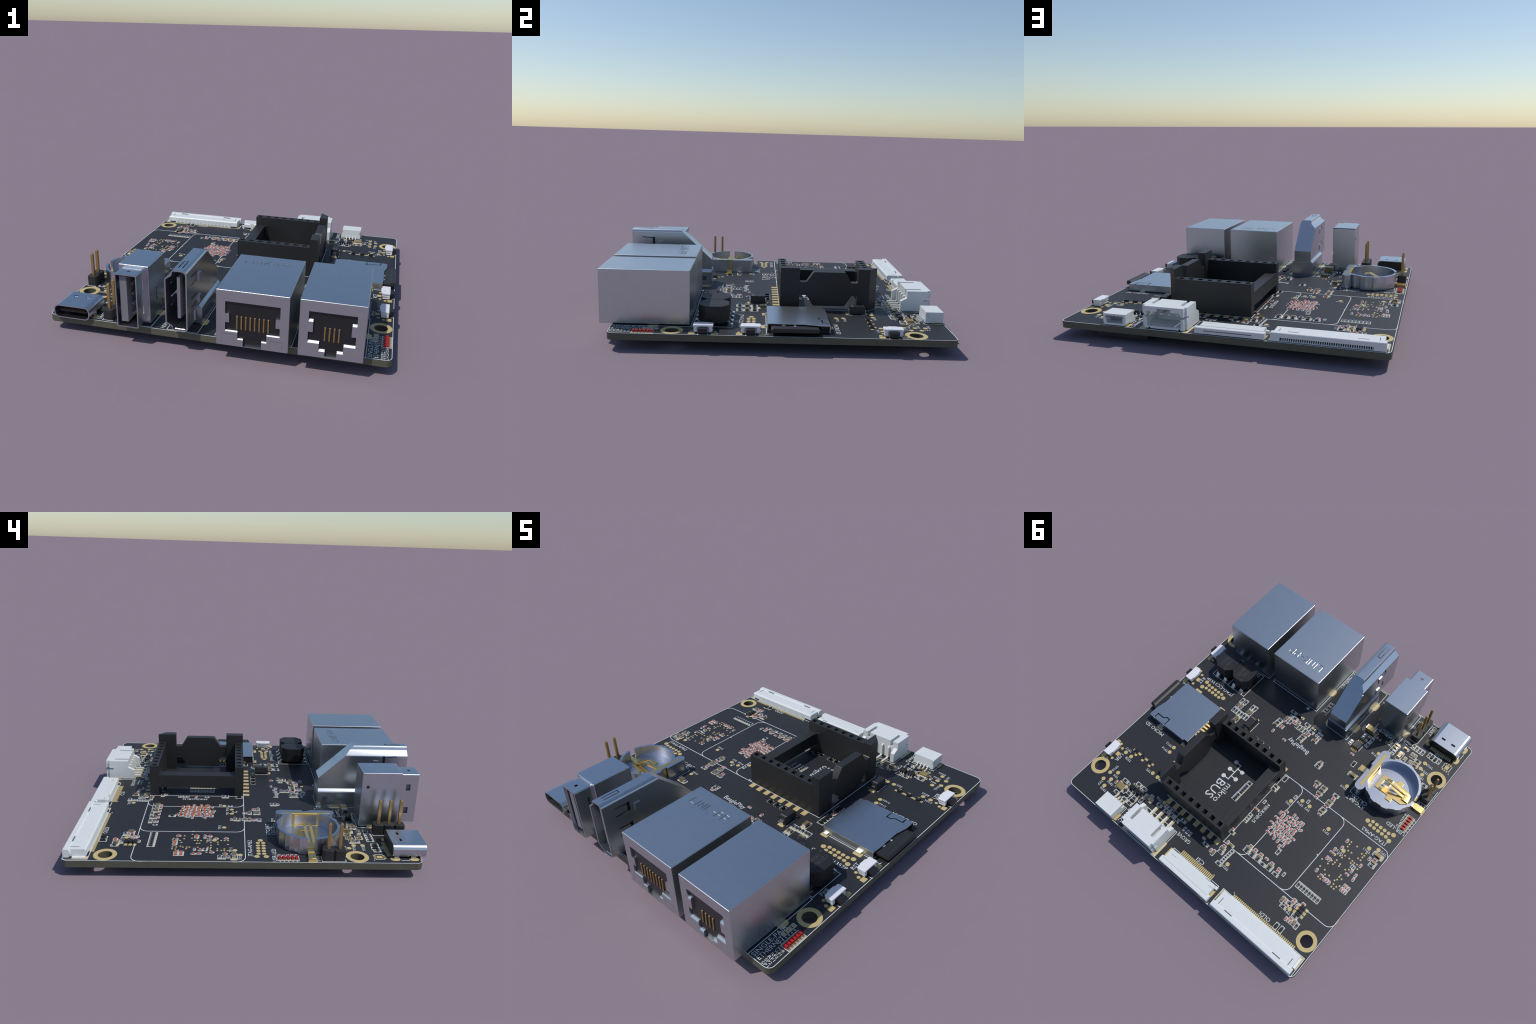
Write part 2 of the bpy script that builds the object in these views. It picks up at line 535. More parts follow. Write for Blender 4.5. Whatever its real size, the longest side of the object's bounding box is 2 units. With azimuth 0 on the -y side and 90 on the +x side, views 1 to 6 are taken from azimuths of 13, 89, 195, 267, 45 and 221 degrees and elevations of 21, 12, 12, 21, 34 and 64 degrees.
for i in range(19):
    tg.box(-6.12, -5.9, -39.3, -29.6, 8.95 + i * 0.5, 9.2 + i * 0.5, 'inner_reflect_grey')
part('contact_tongue', tg, hd)
wl = Build('inner_reflect_grey')
wl.prism(hdmi_profile(0.32), 'y', -29.8, -29.52)
part('cavity_wall', wl, hd)
frame(-10.55, -3.2, -38.0, -18.2)
for px, py in ((-10.4, -32.4), (-3.2, -32.4), (-10.4, -22.9), (-3.2, -20.0)):
    pad(px - 0.9, px + 0.9, py - 1.5, py + 1.5, 0.85)

# ------------------------------------------------------------------ tall USB socket
u = Build('bright_steel')
orc = [(p[0], p[1]) for p in rrect(-21.1, -15.95, 5.0, 17.88, 0.35, 4)]
irc = [(p[0], p[1]) for p in rrect(-20.85, -16.2, 5.25, 17.63, 0.2, 4)]
ring_loft(u, orc, irc, -41.25, -30.0)
cut = Build('bright_steel')
for zc in (14.4, 8.3):
    cut.box(-22, -20.6, -39.4, -38.3, zc - 0.8, zc + 0.8)
    cut.box(-16.4, -15, -38.6, -37.9, zc - 1.0, zc + 1.0)
cut.box(-18.9, -18.1, -39.6, -38.9, 17.4, 18.4)
us = carve('usb_socket', u, cut)
uc = Build('bright_steel', 'shield_dark')
uc.box(-22.1, -14.9, -36.9, -27.1, 4.15, 18.42)
ucut = Build('bright_steel')
ucut.box(-20.85, -16.2, -38, -31.0, 5.25, 17.63)
carve('rear_shell', uc, ucut, us, bevel=0.18, seg=3)
for q in ((-22.14, -22.0, -29.0, -28.3, 14.4, 15.1), (-15.0, -14.87, -33.1, -32.9, 8.8, 11.6),
          (-15.0, -14.87, -32.9, -32.2, 11.4, 11.6), (-15.0, -14.87, -32.9, -32.2, 8.8, 9.0)):
    d = Build('cavity_shade')  # dark plates laid on the shell in place of cut slots
    d.box(*q)
    part('slot_plate', d, us)
d = Build('cavity_shade')  # dark strip laid over the shell to draw its seam
d.box(-22.15, -14.85, -27.15, -27.02, 18.15, 18.3)
part('seam_strip', d, us)
d = Build('inner_reflect_grey')
d.prism(irc, 'y', -31.15, -31.05)
part('cavity_wall', d, us)
d = Build('inner_grey', 'black_body')
d.box(-20.4, -18.7, -40.4, -31.2, 6.0, 17.05)
for i in range(4):
    z = 7.3 + i * 2.45
    d.prism([(-18.72, z - .16), (-18.45, z - .12), (-18.1, z - .5), (-18.1, z + .5), (-18.45, z + .12), (-18.72, z + .16)], 'y', -38.5, -31.2)
part('contact_tongue', d, us)
for px in (-22.3, -14.5):
    pad(px - 0.9, px + 0.9, -31.9, -29.2, 0.85)
frame(-22.5, -14.4, -38.1, -26.8)

# ------------------------------------------------------------------ USB-C socket
c = Build('bright_steel')
oc = rrect(-38.0, -29.05, 4.12, 7.32, 1.25, 6)
ic = rrect(-37.75, -29.3, 4.36, 7.08, 1.05, 6)
ring_loft(c, oc, ic, -39.4, -31.85)
cut = Build('bright_steel')
for hx in (-31.93, -35.07):
    cut.box(hx - 0.6, hx + 0.6, -34.35, -33.75, 6.8, 7.8)
for hx in (-38.0, -29.05):
    cut.box(hx - 0.6, hx + 0.6, -35.7, -33.6, 3.8, 4.95)
uc_ = carve('usb_c_socket', c, cut, smooth=50)
d = Build('black_body', 'pin_gold')
d.prism(rrect(-37.7, -29.35, 4.4, 7.04, 1.0, 5), 'y', -32.0, -31.8)
d.prism(rrect(-37.7, -29.35, 4.4, 7.04, 1.0, 5), 'y', -34.6, -34.4)
d.box(-36.6, -30.4, -38.6, -34.5, 5.45, 6.0)
for i in range(10):
    d.box(-36.15 + i * 0.55, -35.85 + i * 0.55, -38.3, -34.6, 5.95, 6.06, 'pin_gold')
d.box(-36.75, -36.2, -38.5, -36.0, 5.5, 5.75, 'pin_gold')
d.box(-30.8, -30.25, -38.5, -36.0, 5.5, 5.75, 'pin_gold')
part('contact_tongue', d, uc_)
d = Build('bright_steel')
for hx in (-38.0, -29.1):
    for ya, yb_ in ((-33.3, -32.2), (-37.2, -36.0)):
        d.box(hx - 0.05, hx + 0.15, ya, yb_, 3.2, 5.6)
for hx in (-31.93, -35.07):  # sloped bright tabs added in the holes to imitate their lit bottoms
    d.prism([(-34.5, 6.75), (-33.9, 7.1), (-33.7, 7.1), (-33.7, 6.6), (-34.5, 6.5)], 'x', hx - .55, hx + .55)
part('mounting_and_glint_tab', d, uc_)
for i in range(12):
    pad(-36.8 + i * 0.56, -36.42 + i * 0.56, -31.9, -30.95)
for px in (-38.05, -28.95):
    for py in (-32.5, -36.75):
        pad(px - 0.75, px + 0.75, py - 1.1, py + 1.1, 0.7)
stroke([(-38.6, -35.6), (-38.6, -33.7)])
stroke([(-38.6, -38.2), (-38.6, -38.0)])

# ------------------------------------------------------------------ pin headers


def header(pins, silk):
    b = Build('black_plastic')
    for (x, y) in pins:
        c_, e = 1.27, 0.36
        b.prism([(x - c_ + e, y - c_), (x + c_ - e, y - c_), (x + c_, y - c_ + e), (x + c_, y + c_ - e),
                 (x + c_ - e, y + c_), (x - c_ + e, y + c_), (x - c_, y + c_ - e), (x - c_, y - c_ + e)],
                'z', 4.05, 6.58)
    o = part('pin_header', b, bevel=0.05, seg=1)
    for (x, y) in pins:
        p = Build('pin_gold')
        p.box(x - .32, x + .32, y - .32, y + .32, 1.95, 12.55)
        p.frustum(x - .32, x + .32, y - .32, y + .32, 12.55, 12.92, 0.14)
        part('header_pin', p, o)
        dot(x, y, 0.85)
    stroke(silk)
    return o


header([(-38.1, -17.2), (-38.1, -19.74)], [(-36.9, -21.1), (-39.45, -21.1), (-39.45, -15.8), (-36.9, -15.8)])
header([(-25.33, -31.22), (-25.33, -33.76), (-25.33, -36.3)], [(-24.0, -37.7), (-26.7, -37.7), (-26.7, -29.9), (-24.0, -29.9)])

# ------------------------------------------------------------------ coin-cell holder
BX, BY, RO, RI, RIM = -29.3, -13.6, 7.42, 6.75, 8.05
NF = 96
wall = []
for i in range(NF):
    a = 2 * pi * i / NF
    wall.append(a)
gap = math.asin(0.9 / RO)
seg = [pi + gap + (2 * pi - 2 * gap) * i / NF for i in range(NF + 1)]
outer, inner = [], []
for i, a in enumerate(seg):
    scal = 0.0
    if 1.35 * pi < a % (2 * pi) or a % (2 * pi) < 0.9 * pi:
        scal = 0.13 * (1 if (i // 4) % 2 else -0.9)     # milled facets round the wall
    outer.append((BX + (RO + scal) * cos(a), BY + (RO + scal) * sin(a)))
    inner.append((BX + RI * cos(a), BY + RI * sin(a)))
hl = Build('holder_metal', 'bright_steel')
hl.prism(outer + inner[::-1], 'z', 4.12, RIM)
bh = part('battery_holder', hl, smooth=25)
d = Build('holder_metal')
d.cyl(BX, BY, RI + 0.2, 4.15, 4.75, n=64)
part('holder_floor', d, bh)
d = Build('holder_metal')
cap = arc(-22.68, -7.65, 1.35, 0, 180, 12) + arc(-22.68, -19.3, 1.35, 180, 360, 12)
cap = [(x, y) for x, y in cap]
k = len(cap)
body = cap + [(-21.33, -14.6), (-22.05, -14.6), (-22.05, -12.85), (-21.33, -12.85)]
d.prism(body, 'z', 4.12, RIM - 0.01)
cut = Build('holder_metal')
cut.cyl(BX, BY, RI + 0.02, 4.7, 9, n=64)
bpy.data.objects['battery_holder']
side = carve('holder_side', d, cut, bh)
g = Build('gold')
g.box(-23.2, -22.3, -19.6, -7.7, RIM - 0.3, RIM + 0.012)
for y in (-17.1, -11.0):
    g.box(-23.45, -23.2, y, y + 0.8, 4.8, RIM - 0.05)
g.box(-23.45, -23.2, -16.3, -11.0, 7.6, RIM - 0.05)
g.box(-23.5, -22.6, -17.1, -10.2, 4.76, 4.9)
g.box(-22.1, -21.85, -14.5, -12.95, 4.3, 7.9)
g.box(-22.1, -19.0, -14.6, -12.9, 4.06, 4.3)
g.box(-21.0, -20.5, -14.5, -13.0, 4.3, 5.0)
part('side_contact', g, bh, bevel=0.03, seg=1)
g = Build('gold')
plate = [(-25.3, -11.3), (-25.3, -15.85), (-29.6, -15.85), (-29.6, -17.0), (-31.2, -17.0), (-31.2, -15.85), (-33.7, -15.7),
         (-35.5, -14.4), (-35.9, -13.6), (-35.5, -12.7), (-33.8, -11.3), (-31.25, -11.3), (-31.25, -10.1), (-29.6, -10.1), (-29.6, -11.3)]
g.prism(plate, 'z', 4.78, 5.0, holes=[[(-26.4, -12.5), (-31.5, -12.7), (-31.5, -14.4), (-26.4, -14.7)]])
g.box(-36.9, -35.7, -14.35, -12.8, 4.78, 5.0)
g.prism([(-36.8, 4.8), (-37.5, 4.8), (-39.5, 4.75), (-39.5, 4.06), (-36.8, 4.06)], 'y', -14.5, -12.75)
part('floor_contact', g, bh, bevel=0.03, seg=1)
g = Build('gold')
for yc0, yc1 in ((-13.05, -12.85), (-14.2, -14.2)):
    prof_ = [(-34.6, yc0 - 0.5, 5.05), (-33.0, yc0 - 0.4, 5.25), (-29.1, yc1, 7.35), (-28.7, yc1, 7.4), (-27.2, yc1 + .1, 7.1)]
    hw = 0.33
    v = []
    for (x, y, z) in prof_:
        v += [(x, y - hw, z), (x, y + hw, z), (x, y + hw, z + 0.12), (x, y - hw, z + 0.12)]
    fs = [(0, 1, 2, 3), tuple(4 * (len(prof_) - 1) + i for i in (3, 2, 1, 0))]
    for j in range(len(prof_) - 1):
        o = 4 * j
        for i in range(4):
            fs.append((o + i, o + (i + 1) % 4, o + 4 + (i + 1) % 4, o + 4 + i))
    g.faces(v, fs)
g.prism([(-35.2, 5.02), (-33.2, 5.2), (-33.2, 5.4), (-34.8, 5.45), (-35.2, 5.2)], 'y', -14.7, -12.6)
part('spring_arm', g, bh)
pad(-39.75, -37.4, -14.7, -12.65)
pad(-20.3, -18.6, -14.8, -12.75)
stroke([(-21.0, -12.5), (-21.0, -6.1), (-21.8, -6.1)])
stroke([(-21.0, -15.0), (-21.0, -21.2), (-24.0, -21.2)])

# ------------------------------------------------------------------ click-module socket
PX = [-3.15 + 2.54 * i for i in range(8)]
s = Build('black_plastic')
for ya, yb_, yc in ((1.32, 3.65, 2.57), (24.35, 26.66, 25.48)):
    s.box(-4.35, 16.1, ya, yb_, 4.1, 8.9)
    holes = [[(x - .6, yc - .6), (x - .6, yc + .6), (x + .6, yc + .6), (x + .6, yc - .6)] for x in PX]
    s.prism([(-4.35, ya), (16.1, ya), (16.1, yb_), (-4.35, yb_)], 'z', 8.9, 12.55, holes=holes)
mk = part('module_socket', s)
for yc in (2.57, 25.48):
    for x in PX:                       # funnel that narrows into each pin hole
        f = Build('cavity_shade')
        a = [(x - .58, yc - .58, 12.3), (x + .58, yc - .58, 12.3), (x + .58, yc + .58, 12.3), (x - .58, yc + .58, 12.3)]
        b_ = [(x - .25, yc - .25, 11.0), (x + .25, yc - .25, 11.0), (x + .25, yc + .25, 11.0), (x - .25, yc + .25, 11.0)]
        f.faces(a + b_, [(0, 1, 5, 4), (1, 2, 6, 5), (2, 3, 7, 6), (3, 0, 4, 7), (4, 5, 6, 7)])
        part('pin_hole', f, mk, smooth=0)
d = Build('black_plastic')
d.prism([(16.1, 1.32), (18.35, 1.32), (18.35, 6.3), (16.1, 6.3)], 'z', 4.1, 15.0)
d.prism([(16.1, 21.45), (18.35, 21.45), (18.35, 24.45), (16.2, 26.62), (16.1, 26.62)], 'z', 4.1, 15.0)
part('corner_post', d, mk, bevel=0.08, seg=2)
d = Build('black_plastic')
d.prism([(6.3, 7.92), (8.0, 7.92), (8.3, 7.7), (9.75, 5.3), (10.1, 5.05), (17.9, 5.05), (18.25, 5.3), (19.8, 7.7), (20.1, 7.92),
         (21.45, 7.92), (21.45, 11.55), (21.2, 11.3), (19.75, 11.3), (18.15, 13.95), (17.9, 14.05), (10.1, 14.05), (9.85, 13.95), (8.05, 11.3),
         (6.55, 11.3), (6.3, 11.55)], 'x', 16.3, 18.3)
part('guide_panel', d, mk, bevel=0.08, seg=2)
d = Build('black_plastic')
def rail_ring(xi, cn, z):
    return [(-4.35, 3.65, z), (xi + 1.15, 3.65, z), (xi + .35, 4.1, z), (xi, 5.0, z), (xi, 23.0, z), (xi + .35, 23.9, z), (xi + 1.15, 24.35, z), (-4.35, 24.35, z)]


lo_, hi_ = rail_ring(-1.36, 0, 6.47), rail_ring(-1.35, 0, 9.98)
d.faces(lo_ + hi_, [tuple(range(8)), tuple(range(15, 7, -1))] + [(i, (i + 1) % 8, 8 + (i + 1) % 8, 8 + i) for i in range(8)])
part('low_rail', d, mk, bevel=0.06, seg=2)
for x in PX:
    for ya, yb_ in ((-0.45, 1.9), (26.2, 28.5)):
        pad(x - 0.68, x + 0.68, ya, yb_, 0.1)

# ------------------------------------------------------------------ card reader with card
s = Build('steel')
lid = [(22.7, -2.15), (36.6, -2.15), (36.75, 0), (36.75, 6.4), (36.95, 7.2), (37.3, 9.0), (37.42, 9.6), (37.42, 12.4), (24.1, 12.4), (23.9, 12.0), (22.7, 12.0)]
s.prism(lid, 'z', 5.78, 6.02)
cut = Build('steel')
cut.prism([(35.75, 12.9), (35.75, 10.55), (33.5, 10.6), (32.7, 9.9), (31.5, 9.95), (31.55, 12.9), (31.8, 12.9), (31.75, 10.25),
           (32.6, 10.2), (33.4, 10.9), (35.45, 10.85), (35.45, 12.9)], 'z', 5, 7)
cr = carve('card_reader', s, cut, bevel=0.06)
d = Build('steel')
d.box(22.7, 36.6, -2.15, -1.95, 4.15, 5.8)
d.box(24.1, 37.42, 12.2, 12.4, 4.15, 5.8)
d.box(22.7, 22.9, 3.2, 12.0, 4.4, 5.8)
for q in ((32.2, 33.6, -2.75, -2.1), (23.0, 24.0, -2.7, -2.1), (32.4, 33.7, 12.35, 12.95), (23.6, 24.3, 12.35, 12.8)):
    d.box(*q, 4.06, 4.3)
part('reader_wall', d, cr)
d = Build('black_body')
d.box(22.95, 37.1, -1.95, 12.2, 4.06, 4.75)
d.box(22.95, 36.6, 10.2, 12.15, 4.7, 5.5)
d.box(22.75, 25.0, -2.0, 3.3, 4.06, 5.5)
part('reader_base', d, cr)
d = Build('pin_gold')
for i in range(8):
    d.box(21.9, 23.2, 3.2 + i * 1.1 - 3.0, 3.75 + i * 1.1 - 3.0, 4.05, 4.35)
part('reader_contact', d, cr, stuff=True)
d = Build('black_plastic')
d.prism(rrect(25.0, 40.0, -1.35, 9.65, 0.5), 'z', 4.95, 5.6)
d.prism([(38.3, 5.6), (38.9, 5.95), (39.7, 5.98), (39.95, 5.85), (40.0, 5.2), (38.3, 5.2)], 'y', -1.0, 9.3)
card = part('memory_card', d, cr, bevel=0.06, seg=2, smooth=12)
text('S', 37.0, 1.1, 1.0, 1.3, 90, 'ink', 5.612)
text("'i", 37.15, 2.9, 1.6, 1.2, 90, 'ink', 5.614)
for q in ((32.0, 34.2, -3.55, -2.2), (22.5, 24.4, -3.3, -2.2), (32.0, 34.0, 12.5, 13.5), (23.3, 24.7, 12.5, 13.1)):
    pad(*q, 0.15)
stroke([(24.6, -2.35), (31.9, -2.35)])
stroke([(34.4, -2.35), (38.6, -2.35), (38.6, -1.8)])

# ------------------------------------------------------------------ push buttons


def button(yc):
    b = Build('button_white')
    b.prism([(36.62, yc - 2.1), (37.0, yc - 2.28), (38.75, yc - 2.28), (38.75, yc + 2.28), (37.0, yc + 2.28), (36.62, yc + 2.1),
             (36.62, yc + 1.1), (36.4, yc + 1.0), (36.4, yc - 1.0), (36.62, yc - 1.1)], 'z', 5.5, 5.92)
    b.box(36.75, 38.3, yc - 2.1, yc + 2.1, 4.85, 5.6)
    b.box(36.9, 38.4, yc - 1.9, yc + 1.9, 4.1, 5.0)
    for s_ in (-1, 1):
        b.prism([(38.2, yc + s_ * 1.25), (38.7, yc + s_ * 1.35), (38.7, yc + s_ * 2.1), (38.2, yc + s_ * 2.15)], 'z', 4.3, 5.6)
    o = part('push_button', b, bevel=0.05, seg=1)
    p = Build('black_body')
    p.box(38.2, 39.9, yc - 1.0, yc + 1.0, 4.35, 5.45)
    part('button_plunger', p, o, bevel=0.08)
    for s_ in (-1, 1):
        pad(38.2, 39.4, yc + s_ * 2.6 - 0.75, yc + s_ * 2.6 + 0.75, 0.2)
        dot(37.6, yc + s_ * 2.75, 0.42)
        dot(36.3, yc + s_ * 1.95, 0.4)
    pad(35.5, 36.6, yc - 0.6, yc + 0.6, 0.1)
    stroke([(39.0, yc - 1.15), (39.85, yc - 1.15)])
    stroke([(39.0, yc + 1.15), (39.85, yc + 1.15)])


for yc in (-5.95, -16.77, 26.74):
    button(yc)

# ------------------------------------------------------------------ moulded transformers


def transformer(x0, x1):
    y0, y1, cx, cy = -18.33, -11.22, 1.65, 1.65
    b = Build('ferrite')
    b.prism([(x0 + cx, y0), (x1 - cx, y0), (x1, y0 + cy), (x1, y1 - cy), (x1 - cx, y1), (x0 + cx, y1), (x0, y1 - cy), (x0, y0 + cy)],
            'z', 4.8, 8.95)
    b.box(x0 + 1.3, x1 - 1.3, y0 + 1, y1 - 1, 4.2, 5.0)
    o = part('transformer', b, bevel=0.08)
    legs = Build('tin')
    xm = (x0 + x1) / 2
    for s_, ya in ((-1, y0), (1, y1)):
        for dx in (-1.45, 1.45):
            legs.prism([(ya - s_ * 1.0, 4.9), (ya - s_ * 0.2, 4.9), (ya + s_ * 0.35, 4.15), (ya + s_ * 1.0, 4.1), (ya + s_ * 1.0, 4.32),
                        (ya + s_ * 0.5, 4.38), (ya, 5.1), (ya - s_ * 1.0, 5.1)], 'x', xm + dx - .5, xm + dx + .5)
            pad(xm + dx - 0.6, xm + dx + 0.6, *sorted((ya - s_ * 0.3, ya + s_ * 1.15)))
    part('transformer_leg', legs, o)
    text('CJ5100-AL', xm + 0.3, -12.3, 5.0, 0.9, -90, 'ferrite_print', 8.962)
    text('XXXX Y', xm - 1.15, -12.9, 3.6, 0.9, -90, 'ferrite_print', 8.963)
    dd = Build('ferrite_print')
    dd.cyl(xm - 1.2, -11.95, 0.24, 8.9, 8.961, n=16)
    part('pin_one_dot', dd, o)


transformer(27.9, 34.12)
transformer(21.65, 27.75)
frame(21.6, 27.95, -19.5, -10.3)
frame(28.05, 34.15, -19.6, -10.4)

# ------------------------------------------------------------------ power diodes


def diode(xc, yc):
    b = Build('black_plastic', 'band_grey')
    prof_ = [(xc - 1.1, 4.3), (xc - 1.15, 4.9), (xc - 0.95, 6.2), (xc + 0.95, 6.2), (xc + 1.15, 4.9), (xc + 1.1, 4.3)]
    b.prism(prof_, 'y', yc - 1.95, yc + 1.95)
    o = part('power_diode', b, bevel=0.06)
    bd = Build('band_grey')
    bd.box(xc - 0.9, xc + 0.9, yc - 1.5, yc - 1.05, 6.0, 6.212)
    part('cathode_band', bd, o)
    lg = Build('tin')
    for s_ in (-1, 1):
        lg.box(xc - .62, xc + .62, *sorted((yc + s_ * 1.9, yc + s_ * 2.25)), 4.3, 5.3)
        lg.box(xc - .62, xc + .62, *sorted((yc + s_ * 1.3, yc + s_ * 2.25)), 4.06, 4.3)
        pad(xc - 0.85, xc + 0.85, *sorted((yc + s_ * 1.2, yc + s_ * 2.8)))
    part('diode_leg', lg, o, bevel=0.05)
    stroke([(xc - 1.35, yc - 1.9), (xc - 1.35, yc + 1.9)])
    stroke([(xc + 1.35, yc - 1.9), (xc + 1.35, yc + 1.9)])


diode(13.45, -4.4)
diode(21.5, 20.95)

# ------------------------------------------------------------------ white ribbon connectors on the back edge


def ribbon(xa, xb, lip_a, lip_b, ztop, zlip, y_top, pins, p0, mouth, teeth=True):
    """xa/xb: body ends, lip_a/lip_b: flip-lock bar ends; pins from p0 downwards at 0.5 mm."""
    b = Build('white_plastic')
    b.prism([(y_top, 4.35), (y_top, ztop - 0.3), (y_top + 0.25, ztop), (39.95, ztop), (39.95, 4.12), (y_top + .5, 4.12)], 'x', xa, xb)
    o = part('ribbon_connector', b, bevel=0.07, seg=2)
    e = Build('white_plastic')
    e.prism([(39.55, ztop - 0.35), (39.85, zlip), (41.02, zlip), (41.18, zlip - 0.15), (41.18, 4.15), (39.9, 4.15), (39.9, 4.9), (39.55, 4.9)],
            'x', lip_a, lip_b)
    ct = Build('white_plastic')
    ct.box(mouth[0], mouth[1], 40.2, 42, 4.0, mouth[2])
    carve('lock_bar', e, ct, o, bevel=0.06)
    dk = Build('cavity_shade', 'white_plastic')  # dark block added behind the carved mouth for the shade of its depth
    dk.box(mouth[0], mouth[1], 39.7, 40.25, 4.14, mouth[2])
    for i in range(pins + 1):
        x = p0 - i * 0.5
        if teeth and mouth[0] + .1 < x < mouth[1] - .1:
            dk.prism([(40.2, mouth[2] - .02), (40.85, 4.3), (40.85, 4.18), (40.2, 4.18)], 'x', x - .11, x + .11, 'white_plastic')
    dk.box(mouth[0], mouth[1], 40.2, 41.05, 4.13, 4.25 if teeth else 4.75, 'white_plastic')
    part('dark_slot_block', dk, o)
    lg = Build('white_plastic')
    for i in range(pins):
        x = p0 - 0.25 - i * 0.5
        lg.prism([(y_top + .3, 5.9 if ztop > 5.9 else 5.5), (y_top - .08, 5.6), (y_top - .08, 4.4), (y_top - .45, 4.2), (y_top - .45, 4.05), (y_top + .3, 4.05)],
                 'x', x - .11, x + .11)
        pad(x - 0.16, x + 0.16, 35.05, 36.6)
    part('contact_row', lg, o, stuff=True)
    return o


ol = ribbon(-38.4, -13.8, -38.95, -13.38, 6.0, 6.15, 36.15, 40, -15.95, (-36.2, -15.5, 5.05))
cs = ribbon(-11.35, 3.95, -12.05, 4.72, 5.72, 5.62, 36.75, 22, 1.95, (-9.05, 2.5, 5.0), False)
for q in ((-19.57, -17.18, 39.75, 40.0), (-35.05, -32.65, 39.75, 40.0), (-37.4, -37.2, 37.8, 40.0), (-15.05, -14.87, 37.8, 40.0)):
    g = Build('band_grey')  # grey strip laid on the white plastic instead of a cut slit
    g.box(*q, 5.9, 6.165 if q[3] - q[2] < 1 else 6.012)
    part('slit_strip', g, ol)
for q in ((-9.6, -8.0, 36.9, 37.0), (-11.3, -9.9, 37.8, 37.9), (1.4, 3.0, 37.9, 38.0)):
    g = Build('inner_grey')  # these slits too are only grey strips on the surface
    g.box(*q, 5.6, 5.726)
    part('slit_strip', g, cs)
d = Build('white_plastic')
d.box(-12.0, -11.3, 36.6, 37.4, 4.1, 4.9)
d.box(-39.0, -38.3, 36.3, 39.2, 4.06, 4.25)
part('side_peg', d, cs)
for q in ((-39.25, -37.9, 35.9, 39.3), (-13.9, -12.95, 35.85, 39.3), (-11.95, -11.0, 37.3, 39.6), (3.8, 4.9, 36.6, 39.6)):
    pad(*q)
stroke([(2.0, 36.25), (4.2, 36.25), (4.2, 36.9)])
stroke([(-9.2, 36.2), (-11.6, 36.2), (-11.6, 37.1)])
INK.cyl(-8.7, 34.8, 0.14, TOP - .02, TOP + .05, n=12)
INK.cyl(-15.75, 34.9, 0.14, TOP - .02, TOP + .05, n=12)
frame(-39.35, -12.9, 35.8, 41.2)
for x in (6.6, 4.95, -12.4, -13.2):
    stroke([(x, 40.9), (x, 41.3)])

# ------------------------------------------------------------------ four-pin sensor socket
g = Build('white_plastic')
g.box(7.0, 18.35, 34.5, 40.8, 4.2, 9.55)
for xa, xb in ((7.0, 8.1), (17.25, 18.35)):
    g.prism([(34.6, 4.2), (32.9, 4.2), (32.9, 6.8), (34.6, 7.75)], 'x', xa, xb)
cut = Build('white_plastic')
cut.box(8.22, 16.8, 35.3, 42, 4.75, 8.3)
cut.box(10.75, 14.28, 35.31, 42.1, 8.2, 9.05)
for xa, xb in ((15.95, 16.7), (8.45, 9.2)):
    cut.box(xa - .05, xb + .05, 34.0, 38.5, 7.9, 10)
cut.box(6.0, 20, 38.7, 42.2, 6.85, 7.45)
for xa, xb in ((6.5, 7.45), (17.5, 19)):
    cut.box(xa, xb, 39.85, 42.3, 3.5, 10)
for xa in (8.35, 16.0):
    cut.box(xa, xa + 0.5, 39, 42.4, 4.0, 4.5)
gv = carve('sensor_socket', g, cut)
d = Build('white_plastic')
for x in (9.6, 11.65, 13.7, 15.75):
    d.prism([(35.4, 7.6), (34.2, 7.75), (33.95, 7.6), (33.85, 7.2), (33.85, 4.75), (33.65, 4.5), (31.3, 4.5), (31.3, 4.06),
             (33.8, 4.06), (34.2, 4.4), (34.25, 7.2), (35.4, 7.25)], 'x', x - .25, x + .25)
    d.box(x - .3, x + .3, 35.2, 39.5, 7.25, 7.7)
    pad(x - 0.5, x + 0.5, 30.8, 33.9)
part('contact_pin', d, gv, bevel=0.05, seg=1)
for xa, xb in ((6.4, 8.1), (17.2, 18.9)):
    pad(xa, xb, 36.6, 41.2)
frame(6.75, 18.6, 32.7, 41.1)
INK.prism([(8.9, 30.7), (8.3, 30.3), (8.3, 31.1)], 'z', TOP - .02, TOP + 0.055)

# ------------------------------------------------------------------ small four-pin socket
g = Build('white_plastic')
g.box(22.2, 28.1, 36.85, 41.2, 4.2, 6.95)
cut = Build('white_plastic')
cut.box(23.02, 27.35, 37.6, 42, 4.65, 6.5)
cut.box(22.75, 27.6, 39.8, 42.1, 5.9, 6.3)
for xa, xb in ((21.5, 22.45), (27.85, 29)):
    cut.box(xa, xb, 36.0, 37.6, 5.5, 6.5)
    cut.box(xa, xb, 39.0, 42.2, 3.8, 4.6)
qw = carve('small_sensor_socket', g, cut)
d = Build('white_plastic', 'tin')
for i in range(4):
    x = 23.75 + i * 1.0
    d.prism([(37.2, 4.9), (36.4, 4.8), (36.2, 4.4), (35.7, 4.35), (35.7, 4.08), (36.5, 4.08), (36.9, 4.3), (37.2, 4.4)], 'x', x - .13, x + .13)
    d.box(x - .13, x + .13, 37.0, 39.4, 5.6, 5.85)
    pad(x - 0.28, x + 0.28, 35.3, 36.9)
part('contact_pin', d, qw)
for xa, xb in ((21.6, 22.6), (27.7, 28.75)):
    pad(xa, xb, 38.8, 41.0, 0.1)
stroke([(21.95, 38.7), (21.95, 36.6), (23.2, 36.6)])
stroke([(28.4, 38.7), (28.4, 36.6), (27.2, 36.6)])

